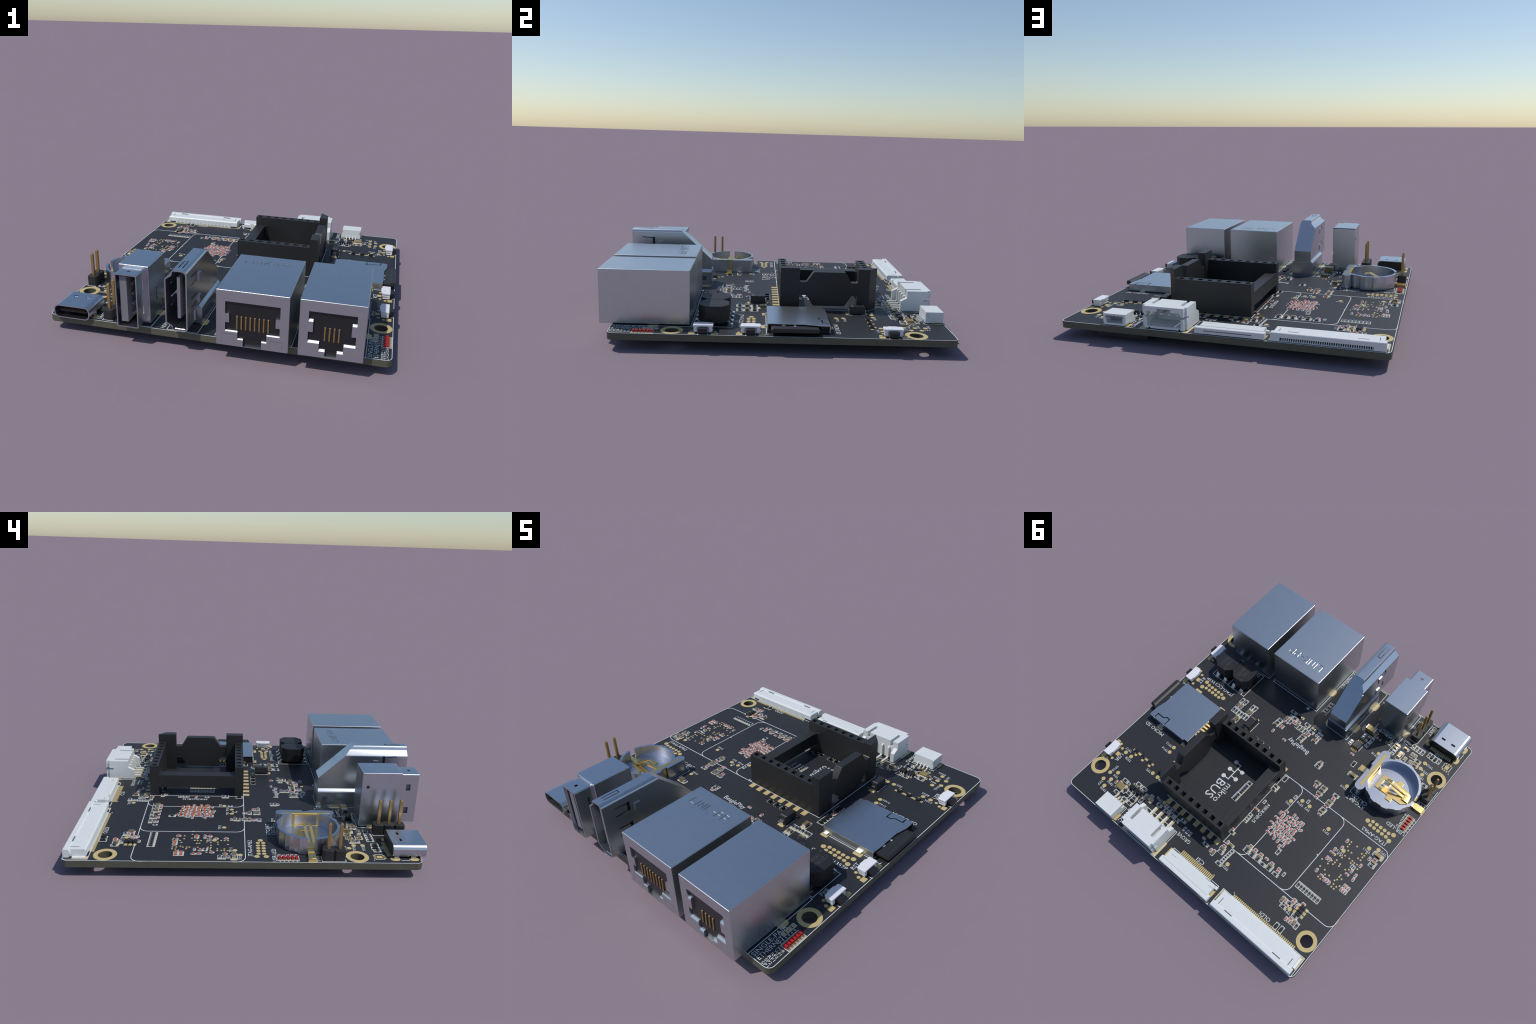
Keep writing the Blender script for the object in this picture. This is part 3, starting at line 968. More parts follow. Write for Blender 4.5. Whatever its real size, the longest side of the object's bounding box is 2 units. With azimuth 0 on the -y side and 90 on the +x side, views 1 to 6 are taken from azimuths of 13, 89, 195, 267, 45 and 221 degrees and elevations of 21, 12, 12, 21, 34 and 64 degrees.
# ------------------------------------------------------------------ small surface-mount parts
# kind: c / r tiny capacitor / resistor, C / R larger ones, B big capacitor, K black chip;
# second letter: the direction of its long side (x, y or d for diagonal)
LAYOUT = {
    'soc': [
        ('cy', -10.6, 10.8), ('cx', -11.4, 10.4), ('cx', -11.7, 9.5), ('cx', -10.6, 12.5), ('cy', -11.8, 11.1),
        ('cy', -11.7, 11.8), ('cx', -11.6, 12.6), ('cx', -10.6, 14.4), ('cy', -11.6, 13.8), ('cy', -12.4, 12.9),
        ('cy', -12.7, 12.3), ('cy', -12.9, 11.3), ('cx', -13.1, 10.4), ('cy', -14.0, 9.1), ('cx', -14.0, 10.2),
        ('cy', -15.0, 9.4), ('cx', -14.9, 10.4), ('cx', -13.6, 11.6), ('cy', -14.3, 11.4), ('cx', -15.0, 11.3),
        ('cy', -15.6, 11.2), ('cy', -16.0, 10.2), ('cy', -16.6, 9.6), ('cy', -17.3, 9.6), ('cx', -16.5, 11.2),
        ('cy', -17.1, 10.9), ('cy', -13.4, 13.1), ('cx', -14.1, 12.8), ('cy', -14.9, 12.4), ('cx', -12.2, 13.9),
        ('cy', -13.1, 14.1), ('cy', -12.0, 15.0), ('cd', -11.2, 15.8), ('cy', -12.9, 14.9), ('cy', -14.0, 14.0),
        ('cx', -15.0, 13.0), ('cy', -15.9, 12.8), ('cx', -16.8, 12.2), ('cy', -16.9, 12.8), ('cd', -17.9, 11.3),
        ('cy', -12.6, 16.1), ('cx', -11.5, 17.1), ('cx', -12.2, 17.2), ('cx', -13.8, 15.1), ('cy', -15.1, 13.7),
        ('cy', -15.0, 14.4), ('cx', -13.6, 16.0), ('cx', -13.1, 16.7), ('cy', -16.0, 14.1), ('cy', -17.0, 13.4),
        ('cx', -15.1, 15.2), ('cy', -14.5, 16.0), ('cy', -16.9, 14.4), ('cy', -13.9, 17.3), ('cy', -15.3, 16.1),
        ('cx', -16.2, 15.3), ('cx', -18.0, 14.4), ('cy', -15.2, 17.4), ('cy', -15.9, 16.3), ('cy', -16.6, 16.3),
        ('cx', -17.4, 15.3), ('cd', -17.4, 16.2), ('cy', -16.4, 18.2), ('cy', -17.1, 17.4), ('Ry', -17.2, 19.5),
    ],
    'north': [
        ('Rx', -10.7, 24.7), ('Cx', -10.7, 23.8), ('cx', -10.9, 22.9), ('Rx', -12.6, 24.7), ('Cx', -12.5, 23.8),
        ('cx', -12.5, 22.9), ('Rx', -14.4, 24.6), ('Cx', -14.4, 23.8), ('cx', -14.4, 22.9), ('Rx', -16.3, 24.7),
        ('cx', -16.2, 22.9), ('Rx', -18.2, 24.6), ('Cx', -18.2, 23.7), ('cx', -18.1, 22.9), ('Rx', -20.5, 24.6),
        ('cx', -20.5, 22.9), ('cx', -20.6, 23.6), ('ry', -22.2, 23.2), ('cy', -5.4, 26.1), ('Cx', -6.7, 26.2),
        ('cx', -5.5, 27.4), ('Cx', -5.6, 28.2), ('Rx', -5.8, 29.2), ('cy', -3.5, 30.5), ('Cy', -4.4, 30.6),
        ('rx', -8.0, 27.2), ('rx', -7.9, 28.0), ('rx', -7.9, 28.7), ('rx', -7.8, 29.4), ('rx', -7.8, 30.1),
        ('rx', -7.8, 30.9), ('Rx', -7.5, 31.8), ('cx', 0.1, 29.3), ('Rx', -1.4, 30.2), ('cx', -4.0, 22.5),
        ('Rx', -4.4, 23.3),
    ],
    'middle': [
        ('Cx', -12.8, -2.5), ('cx', -12.8, -1.7), ('cx', -12.9, -1.1), ('Cx', -15.1, -2.5), ('Cx', -15.1, -1.6),
        ('Cx', -15.1, -0.3), ('cx', -15.1, 0.5), ('cx', -15.1, 1.3), ('Rx', -19.0, -2.6), ('cx', -19.0, -1.7),
        ('cx', -19.1, -1.1), ('Cx', -18.9, -0.1), ('Cx', -18.9, 0.9), ('cx', -18.8, 1.6), ('Rx', -18.9, 2.7),
        ('Cx', -18.8, 3.6), ('cx', -18.9, 4.5), ('cx', -9.6, -8.0), ('Rx', -9.6, -7.2), ('Rx', -9.6, -6.3),
        ('ry', -10.8, 4.8), ('ry', -14.3, 3.6), ('ry', -5.3, 11.2), ('Ky', -5.2, 2.4), ('Rx', -4.8, 5.7),
        ('Rx', -4.8, 6.7), ('rx', -4.9, 16.4), ('rx', -5.0, 17.2), ('rx', -5.0, 18.0), ('rx', -5.0, 18.7),
        ('cx', -4.8, 14.2), ('cx', -5.4, 14.2),
    ],
    'under': [
        ('Rx', 1.3, 9.7), ('Rx', 1.4, 10.8), ('Rx', 1.4, 11.6), ('Rx', 1.4, 12.4), ('Rx', 1.4, 13.2),
        ('Rx', 1.5, 14.2), ('Rx', 1.5, 15.0), ('Rx', 1.5, 15.7),
    ],
    'memory': [
        ('cy', -29.1, 5.6), ('cy', -29.2, 8.0), ('cy', -28.0, 9.5), ('cx', -27.9, 10.7), ('cx', -28.6, 10.7),
        ('cy', -27.9, 12.6), ('cy', -28.7, 12.6), ('cy', -27.9, 16.9), ('cx', -29.8, 17.2), ('cy', -30.9, 17.5),
        ('cy', -31.6, 17.4), ('cy', -32.3, 17.5), ('ry', -34.2, 10.3), ('ry', -34.8, 10.4), ('cy', -34.9, 11.4),
        ('cx', -34.5, 12.8), ('cy', -35.8, 8.8), ('cy', -36.4, 11.7), ('cy', -36.5, 12.9), ('cy', -35.8, 15.6),
        ('cy', -36.4, 15.6), ('cy', -37.1, 15.6), ('cy', -35.7, 16.8), ('cy', -36.4, 16.8), ('cy', -37.1, 16.8),
        ('Bx', -37.7, 3.8), ('cy', -36.4, 5.8), ('cx', -37.8, 5.0), ('Cx', -37.9, 6.0), ('Rx', -37.9, 7.0),
    ],
    'display': [
        ('Cy', -26.1, 28.3), ('cy', -26.9, 28.0), ('Rx', -28.1, 27.9), ('cx', -27.8, 28.7), ('Rx', -27.3, 29.6),
        ('cx', -28.6, 26.4), ('cx', -28.6, 27.1), ('cy', -29.8, 27.4), ('cx', -30.9, 25.8), ('Rx', -31.1, 29.5),
        ('cy', -29.8, 31.4), ('cy', -30.5, 31.3), ('cy', -31.2, 31.3), ('cx', -30.8, 30.5), ('Cy', -32.0, 30.9),
        ('Ry', -32.9, 31.1), ('Ky', -29.1, 34.3), ('Ky', -30.6, 34.2),
    ],
    'radio': [
        ('Rx', 7.9, -11.0), ('Rx', 8.0, -10.0), ('Cx', 8.1, -9.1), ('cx', 6.2, -10.0), ('cx', 6.2, -9.3),
        ('cy', 7.4, -7.1), ('cx', 3.0, -6.8), ('Cy', 7.0, -12.7), ('cy', 6.2, -13.1), ('ry', 6.5, -14.0),
        ('cx', 6.2, -11.6), ('Ry', 5.4, -12.6), ('Rx', 5.0, -14.2), ('cy', 4.6, -13.1), ('cy', 4.0, -13.1),
        ('cx', 3.4, -14.1), ('Cy', 3.1, -12.8), ('Ry', 2.2, -12.7), ('Cy', 1.2, -12.8), ('Ry', 0.2, -12.8),
        ('Rx', 0.9, -14.9), ('cx', 0.7, -14.1), ('Cx', -1.4, -14.7), ('Rx', -1.4, -13.7), ('cx', -1.2, -12.8),
        ('cx', -1.2, -12.2), ('Cx', -0.6, -11.2), ('Rx', -0.5, -10.2), ('Cx', -0.5, -9.4), ('Ry', -3.4, -14.3),
        ('Ry', -4.3, -14.2), ('cx', -4.2, -12.8), ('Cx', -3.9, -11.9), ('Rx', 6.7, -15.6), ('Kx', -0.1, -21.2),
        ('Kx', -0.2, -22.3), ('Kx', -0.3, -23.6), ('Kx', -0.3, -24.7),
    ],
    'sensor': [
        ('cy', 29.9, 33.0), ('Rx', 28.1, 31.1), ('rx', 26.7, 31.2), ('cx', 26.0, 32.5), ('Rx', 24.4, 29.5),
        ('Rx', 22.3, 29.5), ('Rx', 24.6, 33.1), ('Rx', 27.5, 35.0), ('Kx', 25.9, 34.6), ('Kx', 24.8, 34.0),
        ('Rx', 24.3, 35.1), ('Rx', 22.4, 33.2), ('Kx', 22.4, 34.1), ('Rx', 22.4, 35.1), ('Ry', 20.6, 32.4),
        ('Bx', 19.5, 30.8), ('cx', 19.2, 29.6), ('Rx', 15.8, 30.2), ('cy', 14.3, 29.3), ('Rx', 12.9, 29.2),
        ('Rx', 13.1, 30.2), ('Rx', 11.2, 30.2), ('Rx', 9.3, 30.2), ('Kx', 10.7, 29.1), ('Rx', 7.6, 29.3),
        ('ry', 5.8, 30.7), ('ry', 4.7, 30.8), ('ry', 3.7, 30.8),
    ],
    'power': [
        ('Cx', -22.8, -26.0), ('Cx', -22.7, -25.0), ('Cx', -25.3, -26.6), ('Ry', -22.2, -23.6), ('Ry', -23.1, -23.5),
        ('By', -25.1, -23.7), ('Cy', -26.8, -23.6), ('Cy', -28.4, -23.7), ('Cy', -27.6, -26.1), ('Cy', -28.5, -26.1),
        ('Rx', -30.0, -25.5), ('Cx', -30.0, -24.6), ('Cx', -30.1, -23.8), ('Kx', -24.3, -28.5), ('Kx', -25.3, -28.3),
        ('Ry', -26.5, -28.6), ('Ry', -27.5, -28.6), ('Ry', -28.5, -28.6), ('Ry', -29.5, -28.6), ('Ry', -31.4, -29.2),
        ('Ky', -32.3, -29.1), ('Ky', -33.4, -29.0), ('Ry', -34.5, -29.2), ('Rx', -35.5, -20.5),
    ],
    'usb': [
        ('Ry', -12.0, -18.5), ('Ry', -13.7, -22.4), ('Ry', -16.2, -22.6), ('Ry', -16.1, -20.7), ('cx', -14.6, -15.6),
    ],
    'ring': [
        ('Ry', 20.9, -9.0), ('Ry', 19.6, -9.1), ('Cy', 20.8, -7.1), ('Cy', 19.8, -7.2), ('Ry', 20.8, -5.2),
        ('Ry', 19.9, -5.2), ('Ry', 18.9, -5.2), ('Ry', 17.9, -5.2), ('Ry', 17.0, -5.3), ('Ry', 16.0, -5.3),
        ('Cy', 17.0, -7.2), ('Cy', 16.1, -7.2), ('Ry', 17.0, -9.1), ('Ry', 16.0, -9.2), ('By', 18.1, -3.0),
    ],
    'misc': [
        ('Bx', -18.8, -10.4), ('Ky', -16.8, -13.4),
    ],
}
SIZES = {  # body length, width, height, pad length, outline length, outline width, corner radius
    'c': (0.6, 0.37, 0.34, 0.22, 1.08, 0.58, 0.2), 'r': (0.58, 0.32, 0.27, 0.24, 1.1, 0.6, 0.05),
    'C': (1.08, 0.6, 0.55, 0.48, 1.74, 0.88, 0.18), 'R': (1.0, 0.5, 0.38, 0.48, 1.72, 0.86, 0.03),
    'B': (1.75, 0.95, 0.9, 0.75, 3.0, 1.5, 0.35), 'K': (1.25, 0.72, 0.45, 0.35, 1.75, 0.95, 0.03)}
NAMES = {'c': 'ceramic_capacitor', 'r': 'chip_resistor', 'C': 'ceramic_capacitor', 'R': 'chip_resistor',
         'B': 'bulk_capacitor', 'K': 'chip_diode'}
BODY = {'c': 'ceramic_orange', 'r': 'resistor_blue', 'C': 'ceramic_tan', 'R': 'resistor_blue', 'B': 'ceramic_tan', 'K': 'black_body'}


def chip_mesh(kind):
    L, W, H, pl, ol, ow, cr_ = SIZES[kind]
    b = Build(BODY[kind], 'tin', 'gold_pad', 'shield_dark')
    e = L * (0.22 if kind in 'cr' else 0.17)
    if kind == 'K':
        b.frustum(-L / 2 + .08, L / 2 - .08, -W / 2, W / 2, 0.04, H, 0.05)
        for s_ in (-1, 1):
            b.box(*sorted((s_ * (L / 2 - .1), s_ * (L / 2 + .16))), -W * .25, W * .25, 0.03, 0.14, 'shield_dark')
    else:
        b.box(-L / 2 + e, L / 2 - e, -W / 2, W / 2, 0.04, H - 0.01)
        for s_ in (-1, 1):
            b.box(*sorted((s_ * (L / 2 - e), s_ * L / 2)), -W / 2 - .012, W / 2 + .012, 0.03, H, 'tin')
    for s_ in (-1, 1):
        b.box(*sorted((s_ * (L / 2 - pl * .45), s_ * (ol / 2 - 0.13))), -ow / 2 + .11, ow / 2 - .11, -0.02, 0.03, 'gold_pad')
    return b.mesh(NAMES[kind] + '_' + kind, bevel=0.02 if kind in 'CB' else 0.0, seg=1)


CHIP = {k: chip_mesh(k) for k in SIZES}


def outline(kind, x, y, d):
    L, W, H, pl, ol, ow, cr_ = SIZES[kind]
    w = 0.13
    pts = rrect(-ol / 2, ol / 2, -ow / 2, ow / 2, cr_, 3) if cr_ > 0.04 else [(-ol / 2, -ow / 2), (ol / 2, -ow / 2), (ol / 2, ow / 2), (-ol / 2, ow / 2)]
    a = {'x': 0.0, 'y': pi / 2, 'd': pi / 4}[d]
    stroke([(x + p[0] * cos(a) - p[1] * sin(a), y + p[0] * sin(a) + p[1] * cos(a)) for p in pts], w, True)


count = 0
for zone, items in LAYOUT.items():
    for code, x, y in items:
        kind, d = code
        count += 1
        a = {'x': 0.0, 'y': pi / 2, 'd': pi / 4}[d] + (pi if count % 3 == 0 else 0)
        add(NAMES[kind], CHIP[kind], board, (x, y, TOP + 0.0008 * (count % 9)), a)
        outline(kind, x, y, d)
# second row beside the first under the socket's rail, and the rows at the reader and the header pads
for code, x, y in LAYOUT['under']:
    add('chip_resistor', CHIP['R'], board, (x - 2.4, y, TOP), 0)
    outline('R', x - 2.4, y, 'x')
for y in (0.1, 1.16, 2.23, 3.26, 6.0, 6.85, 7.7):
    add('chip_diode', CHIP['K'], board, (20.1, y, TOP), 0)
    outline('K', 20.1, y, 'x')
for y in (4.5, 5.15):
    add('ceramic_capacitor', CHIP['c'], board, (20.3, y, TOP), 0)
    outline('c', 20.3, y, 'x')
for x, y in ((5.2, -1.8), (7.4, -1.8), (9.5, -1.8), (-0.9, 23.1), (0.9, 23.2), (4.3, 23.2), (6.2, 23.3), (-2.7, 22.3)):
    add('chip_diode', CHIP['K'], board, (x, y, TOP), pi / 2)
    stroke([(x - 0.7, y - .6), (x - 0.7, y + .75), (x + .7, y + .75)], 0.12)
for i in range(8):                       # resistor pack row
    x = -26.75 - i * 0.885
    add('chip_resistor', CHIP['R'], board, (x, 22.85, TOP), pi / 2)
    outline('R', x, 22.85, 'y')

# test points, via dots and programming pads
for x, y in ((-10.6, 6.4), (-12.9, 4.4), (-15.4, 4.4), (-23.3, 6.2), (-9.4, 30.5), (-30.0, 8.4), (-34.7, 3.6), (-36.8, 2.4), (-29.0, 29.0),
             (-20.2, -20.5), (-19.5, -6.8), (-20.7, -25.8), (-31.8, -26.3), (-31.8, -24.2), (-33.2, -22.9), (34.6, 25.0), (32.5, 25.0),
             (33.4, 32.1), (31.6, 30.8), (33.4, 34.6), (31.6, 33.4), (31.6, 35.9), (24.1, 24.7), (22.2, 24.7), (25.3, 15.2), (25.2, 17.0),
             (15.3, 28.9), (-0.9, -15.8)):
    dot(x, y, 0.56)
VIAS = [(-30.1, 5.2), (-30.1, 6.0), (-30.1, 6.8), (-32.0, 5.2), (-30.9, 7.6), (-31.9, 7.5), (-29.3, 10.0), (-30.1, 10.0), (-31.1, 9.2),
        (-30.8, 10.1), (-25.5, 13.6), (-27.1, 13.7), (-30.2, 11.5), (-29.3, 12.4), (-30.2, 12.3), (-30.1, 13.0), (-29.0, 13.7), (-31.5, 11.8),
        (-31.6, 12.4), (-32.4, 9.1), (-33.4, 9.1), (-33.4, 9.8), (-34.1, 9.2), (-34.9, 9.1), (-34.1, 7.6), (-34.1, 6.0), (-34.9, 5.2),
        (-34.9, 6.0), (-34.8, 6.7), (-34.9, 7.6), (-33.4, 12.1), (-34.1, 11.5), (-35.7, 10.0), (-27.9, 15.5), (-29.4, 15.5), (-30.2, 16.4),
        (-31.2, 16.0), (-29.2, 18.0), (-30.0, 18.1), (-33.0, 16.1), (-33.4, 15.5), (-33.4, 14.6), (-33.4, 14.0), (-34.2, 14.7), (-33.4, 17.0),
        (-33.4, 17.9), (-34.4, 17.1), (-34.9, 16.4), (-34.2, 17.9)]
for x, y in VIAS:
    dot(x, y, 0.24, 12)
for xa, sgn, yc in ((-29.8, -1, -2.4), (25.8, 1, -5.95)):
    dot(xa, yc, 0.62)
    for i in range(5):
        x = xa + sgn * 1.25 + sgn * i * 1.27
        dot(x, yc - 0.63, 0.5)
        dot(x, yc + 0.63, 0.5)
    dot(xa + sgn * 7.6, yc - 1.05, 0.62)
    dot(xa + sgn * 7.6, yc + 1.05, 0.62)

# indicator lamps
led = Build('led_red', 'gold_pad', 'ceramic_tan')
led.box(-.42, .42, -.27, .27, 0.05, 0.55)
led.box(-.8, -.42, -.25, .25, 0.03, 0.2, 'ceramic_tan')
led.box(.42, .8, -.25, .25, 0.03, 0.2, 'ceramic_tan')
for s_ in (-1, 1):
    led.box(*sorted((s_ * .45, s_ * 1.0)), -.3, .3, -.02, .03, 'gold_pad')
led_mesh = led.mesh('indicator_lamp', bevel=0.05, seg=2)
for i in range(5):
    y = -6.4 - i * 0.95
    add('indicator_lamp', led_mesh, board, (-38.15, y, TOP), 0)
    frame(-39.25, -37.05, y - .475, y + .475, 0.12)
    text('+', -39.85, y - 0.32, 0.55, 0.62)
    text(str(i), -36.85, y - 0.3, 0.22 if i == 1 else 0.55, 0.7)
for i in range(6):
    y = -32.5 + i * 0.82
    add('indicator_lamp', led_mesh, board, (38.55, y, TOP), pi)
    frame(37.55, 39.7, y - .41, y + .41, 0.12)
    text('+', 36.8, y - 0.3, 0.62, 0.62)
for yc in (-28.2, -30.0):
    frame(35.75, 36.65, yc - 0.9, yc + 0.9, 0.13)
    pad(35.88, 36.52, yc - 0.75, yc - 0.12)
    pad(35.88, 36.52, yc + 0.12, yc + 0.75)

# ------------------------------------------------------------------ packaged chips


def gull_chip(name, xc, yc, L, W, H, cols, pitch, reach, mat='black_body', legs='tin', leg_w=0.24, skip=()):
    """Body L x W with legs on the two sides facing y."""
    b = Build(mat)
    b.frustum(xc - L / 2, xc + L / 2, yc - W / 2, yc + W / 2, TOP + .12, TOP + H, 0.06)
    o = part(name, b, None, bevel=0.03, seg=1)
    lg = Build(legs)
    for s_ in (-1, 1):
        for i in range(cols):
            if (s_, i) in skip:
                continue
            x = xc + (i - (cols - 1) / 2) * pitch
            ya = yc + s_ * W / 2
            lg.prism([(ya - s_ * .05, TOP + H * .5), (ya + s_ * .2, TOP + H * .5), (ya + s_ * .3, TOP + .15), (ya + s_ * reach, TOP + .13),
                      (ya + s_ * reach, TOP + .03), (ya + s_ * .2, TOP + .03), (ya + s_ * .08, TOP + H * .38), (ya - s_ * .05, TOP + H * .38)],
                     'x', x - leg_w / 2, x + leg_w / 2)
            pad(x - leg_w * .75, x + leg_w * .75, *sorted((ya + s_ * .05, ya + s_ * (reach + .25))))
    part('chip_leg', lg, o)
    return o


gull_chip('voltage_switch_chip', -14.05, -18.6, 2.2, 2.3, 0.8, 4, 0.5, 0.6, 'black_plastic', 'pin_gold', 0.22)
stroke([(-15.4, -17.4), (-15.4, -19.6)])
INK.cyl(-15.4, -20.2, 0.13, TOP - .02, TOP + .05, n=10)
for xc in (25.0, 22.6):
    gull_chip('logic_chip', xc, 31.3, 1.7, 1.15, 0.95, 3, 0.65, 0.5, skip=((1, 1),))
gull_chip('regulator_chip', -17.5, -25.4, 1.5, 1.5, 0.9, 2, 0.9, 0.35, leg_w=0.4)
gull_chip('switch_chip', -15.0, -22.35, 1.0, 0.8, 0.6, 1, 0.5, 0.4, leg_w=0.6)
for xc in (27.05, 29.75, 32.4):        # three-legged transistors in a row
    b = Build('black_body')
    b.frustum(xc - .62, xc + .62, 22.5, 23.2, TOP + .05, TOP + .65, 0.06)
    o = part('transistor', b, None, bevel=0.03, seg=1)
    lg = Build('tin')
    lg.box(xc + .6, xc + .95, 22.7, 23.0, TOP + .03, TOP + .15)
    lg.box(xc - .95, xc - .6, 22.7, 23.0, TOP + .03, TOP + .15)
    lg.box(xc - .15, xc + .15, 23.15, 23.5, TOP + .03, TOP + .3)
    part('chip_leg', lg, o)
    for px, py in ((xc + .85, 22.85), (xc - 1.0, 22.85), (xc - .5, 23.75)):
        pad(px - .4, px + .4, py - .32, py + .32)
b = Build('black_body')                 # rectifier beside the network jack
b.frustum(3.75, 5.35, -16.1, -15.3, TOP + .05, TOP + .7, 0.08)
o = part('rectifier', b, None, bevel=0.03, seg=1)
lg = Build('tin')
lg.box(3.3, 3.8, -15.9, -15.5, TOP + .03, TOP + .2)
lg.box(5.3, 5.8, -15.9, -15.5, TOP + .03, TOP + .2)
part('chip_leg', lg, o)
pad(2.9, 3.9, -16.1, -15.3)
pad(5.2, 6.0, -16.05, -15.35)
for i in range(3):                       # three-section filter
    yc = 26.6 + i * 1.02
    b = Build('black_body')
    b.box(-32.05, -30.75, yc - .44, yc + .44, TOP + .05, TOP + .6)
    part('filter_chip', b, board, bevel=0.04, seg=1)
    for px in (-30.35, -32.45):
        pad(px - .45, px + .45, yc - .38, yc + .38)
    lg = Build('tin')
    lg.box(-32.3, -31.9, yc - .2, yc + .2, TOP + .04, TOP + .2)
    part('chip_leg', lg, board)
b = Build('ceramic_tan', 'tin')         # tall bulk capacitor near the USB socket
b.box(-15.35, -13.05, -25.6, -24.0, 4.1, 5.8)
b.box(-13.05, -12.7, -25.6, -24.0, 4.08, 5.81, 'tin')
b.box(-15.7, -15.35, -25.6, -24.0, 4.08, 5.81, 'tin')
part('bulk_capacitor', b, board, bevel=0.05, seg=1)
pad(-12.9, -12.0, -25.4, -24.0)
pad(-16.4, -15.4, -25.4, -24.0)
stroke(rrect(-16.7, -11.7, -25.8, -23.6, 0.9, 4), 0.14, True)
b = Build('crystal_metal')
b.box(26.75, 28.85, 32.25, 33.95, 4.35, 4.85)
xt = part('crystal_can', b, None, bevel=0.06)
b = Build('white_plastic')
b.box(26.65, 28.95, 32.15, 34.05, 4.05, 4.36)
part('crystal_base', b, xt, bevel=0.03, seg=1)
for px in (26.75, 28.85):
    for py in (32.25, 33.95):
        pad(px - .45, px + .45, py - .4, py + .4)
pad(-37.75, -36.65, -29.75, -28.45)     # empty chip site
for i in range(3):
    for py in (-28.0, -30.2):
        pad(-37.95 + i * .65, -37.6 + i * .65, py - .3, py + .3)
stroke([(-36.1, -30.1), (-36.1, -28.1)], 0.13)
stroke([(-38.3, -30.1), (-38.3, -28.0)], 0.13)
INK.cyl(-38.6, -27.6, 0.15, TOP - .02, TOP + .05, n=10)

# ------------------------------------------------------------------ module logo in the socket and lettering
zl = TOP + 0.06
for px, py in ((8.6, 7.3), (8.6, 9.9), (8.6, 12.5), (5.2, 8.6), (5.2, 11.3)):
    INK.cyl(px, py, 0.62, TOP - .02, TOP + 0.07, n=24)
stroke([(8.6, 7.3), (6.9, 7.3), (6.9, 12.5), (8.6, 12.5)], 0.28, z=zl)
for py, sgn in ((9.9, 8.6), (8.6, 5.2), (11.3, 5.2)):
    stroke([(6.9, py), (sgn, py)], 0.28, z=zl + 0.004 * py)
text('mikro', 6.1, 13.6, 6.2, 1.75, 90)
text('BUS', 9.0, 13.8, 6.1, 2.5, 90)
text('MIKROBUS', -6.2, 11.1, 6.6, 1.0, 90)
text('JTAG-AM62', -37.5, -0.35, 7.6, 1.0)
text('USR-LED', -39.5, -5.75, 5.6, 1.0)
text('RTC-BAT', -26.85, -4.95, 5.7, 1.0)
text('CR1220', -26.9, -6.2, 4.8, 1.0)
text('BeaglePlay', -4.9, -8.4, 7.2, 1.35)
text('CSI', -4.7, 33.95, 2.4, 1.0)
text('OLDI', -27.1, 33.95, 3.2, 1.0)
text('GROVE', 2.0, 32.2, 4.4, 1.0)
text('MICRO SD', 30.5, 13.9, 6.8, 1.0)
text('JTAG-CC1352P', 24.2, -8.85, 10.1, 1.0)
text('RST', 35.5, -7.6, 2.3, 1.0, 90)
text('USR', 35.4, 26.0, 2.6, 1.0, 90)
text('PWR', 35.5, -18.0, 2.4, 1.0, 90)
text('SINGLE-PAIR', 35.75, -38.0, 9.2, 1.0, 90)
text('ETHERNET', 37.0, -37.9, 6.8, 1.0, 90)
text('QWIIC', 21.3, 35.8, 4.7, 1.0, 90)
text('UART', -27.1, -37.7, 3.3, 1.0, 90)
text('ETHERNET', 1.7, -37.8, 6.8, 1.0, 90)
text('HDMI', -11.2, -37.8, 2.9, 1.0, 90)
text('USB', -34.7, -31.0, 2.4, 1.0)
text('USB2.0', -20.8, -27.3, 5.0, 1.0)
text('1V8', -39.3, -15.4, 2.4, 0.9)
text('A', -37.6, -21.9, 0.9, 0.9)
for s, y in (('G', -36.6), ('RX', -34.2), ('TX', -31.7)):
    text(s, -23.7, y, 0.8 * len(s), 0.8)
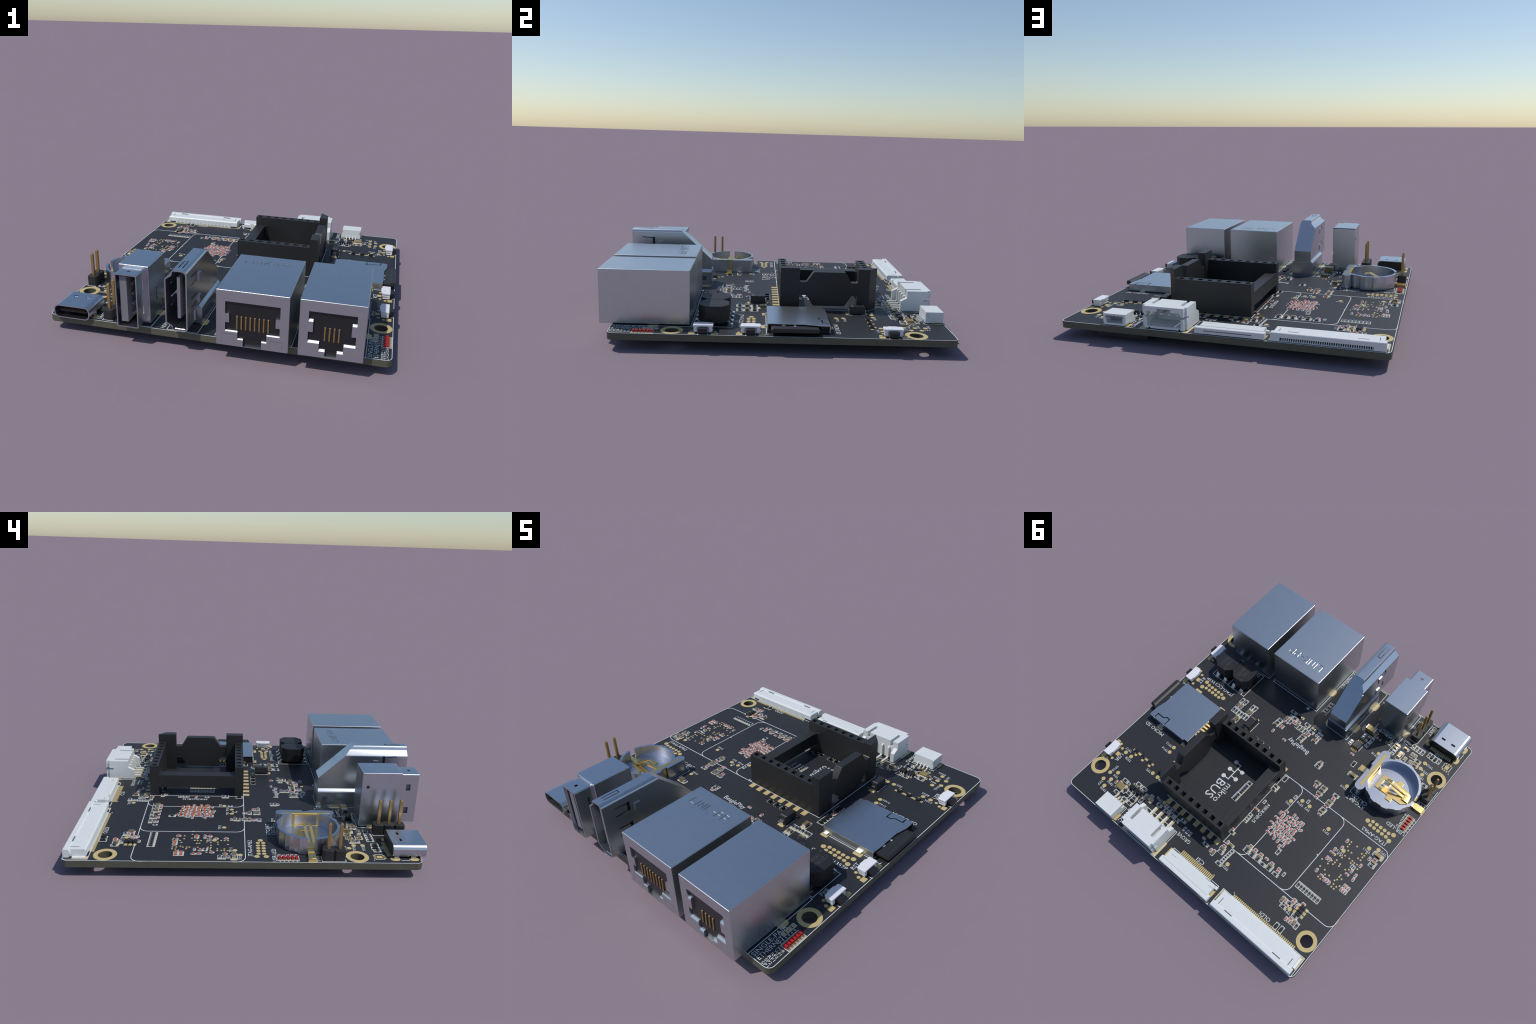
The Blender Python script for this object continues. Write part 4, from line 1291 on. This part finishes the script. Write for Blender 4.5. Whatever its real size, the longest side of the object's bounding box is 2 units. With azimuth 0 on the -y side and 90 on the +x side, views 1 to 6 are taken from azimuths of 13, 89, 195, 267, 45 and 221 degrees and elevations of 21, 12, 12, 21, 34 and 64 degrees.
for i, s in enumerate(('PWR', 'WF1', 'RF2', 'RF1', 'SP2', 'SP1')):
    text(s, 37.55, -33.95 - i * 0.85, 1.6, 0.65)
TPS = [('TP2', -11.2, 7.4), ('TP16', -14.1, 5.5), ('TP3', -16.3, 5.5), ('TP15', -24.4, 7.3), ('TP27', -10.6, 31.55), ('TP13', -30.7, 9.35),
       ('TP11', -35.7, 4.5), ('TP21', -39.3, 2.4), ('TP1', -29.9, 29.9), ('TP18', -20.6, -19.5), ('TP19', -20.1, -5.95), ('TP22', -21.6, -24.8),
       ('TP23', -34.45, -26.25), ('TP24', -34.45, -24.0), ('TP25', -34.4, -21.9), ('TP28', 31.4, 26.1), ('TP17', 33.5, 23.9), ('TP9', 30.4, 31.9),
       ('TP30', 29.8, 34.3), ('TP29', 29.9, 36.8), ('TP5', 24.75, 24.85), ('TP12', 25.9, 15.35), ('TP14', 25.8, 17.15), ('TP26', 15.9, 29.05),
       ('TP20', -3.5, -15.8), ('TP4', 19.9, 24.9)]
for s, x, y in TPS:
    text(s, x, y - 0.35, 0.53 * len(s), 0.72)
text('TP10', 33.55, 29.3, 2.1, 0.72, 90)
text('TP7', 33.55, 35.2, 1.6, 0.72, 90)

# ------------------------------------------------------------------ underside modules


def underside(name, x0, x1, y0, y1, h, mat, top=0.3):
    b = Build(mat)
    b.box(x0, x1, y0, y1, BOT - 0.04 - h, BOT - 0.04)
    return part(name, b, board, bevel=0.12)


UNDER = BOT - 0.04
underside('radio_module', 16.95, 30.6, 26.9, 40.4, UNDER - 0.8, 'black_body')
lid = Build('shield_dark')
lid.box(17.3, 30.2, 27.3, 40.2, 0.7, 0.9)
part('radio_shield', lid, board, bevel=0.04)
underside('processor_chip', -24.9, -12.0, 7.3, 20.3, 0.5, 'black_plastic')

# ------------------------------------------------------------------ finish print layers
part('silkscreen_print', INK, board, stuff=True, smooth=0)
part('solder_pads', PADS, board, stuff=True, smooth=0)
for mat, bld in flush_texts().items():
    part('printed_lettering', bld, board, stuff=True, smooth=0)
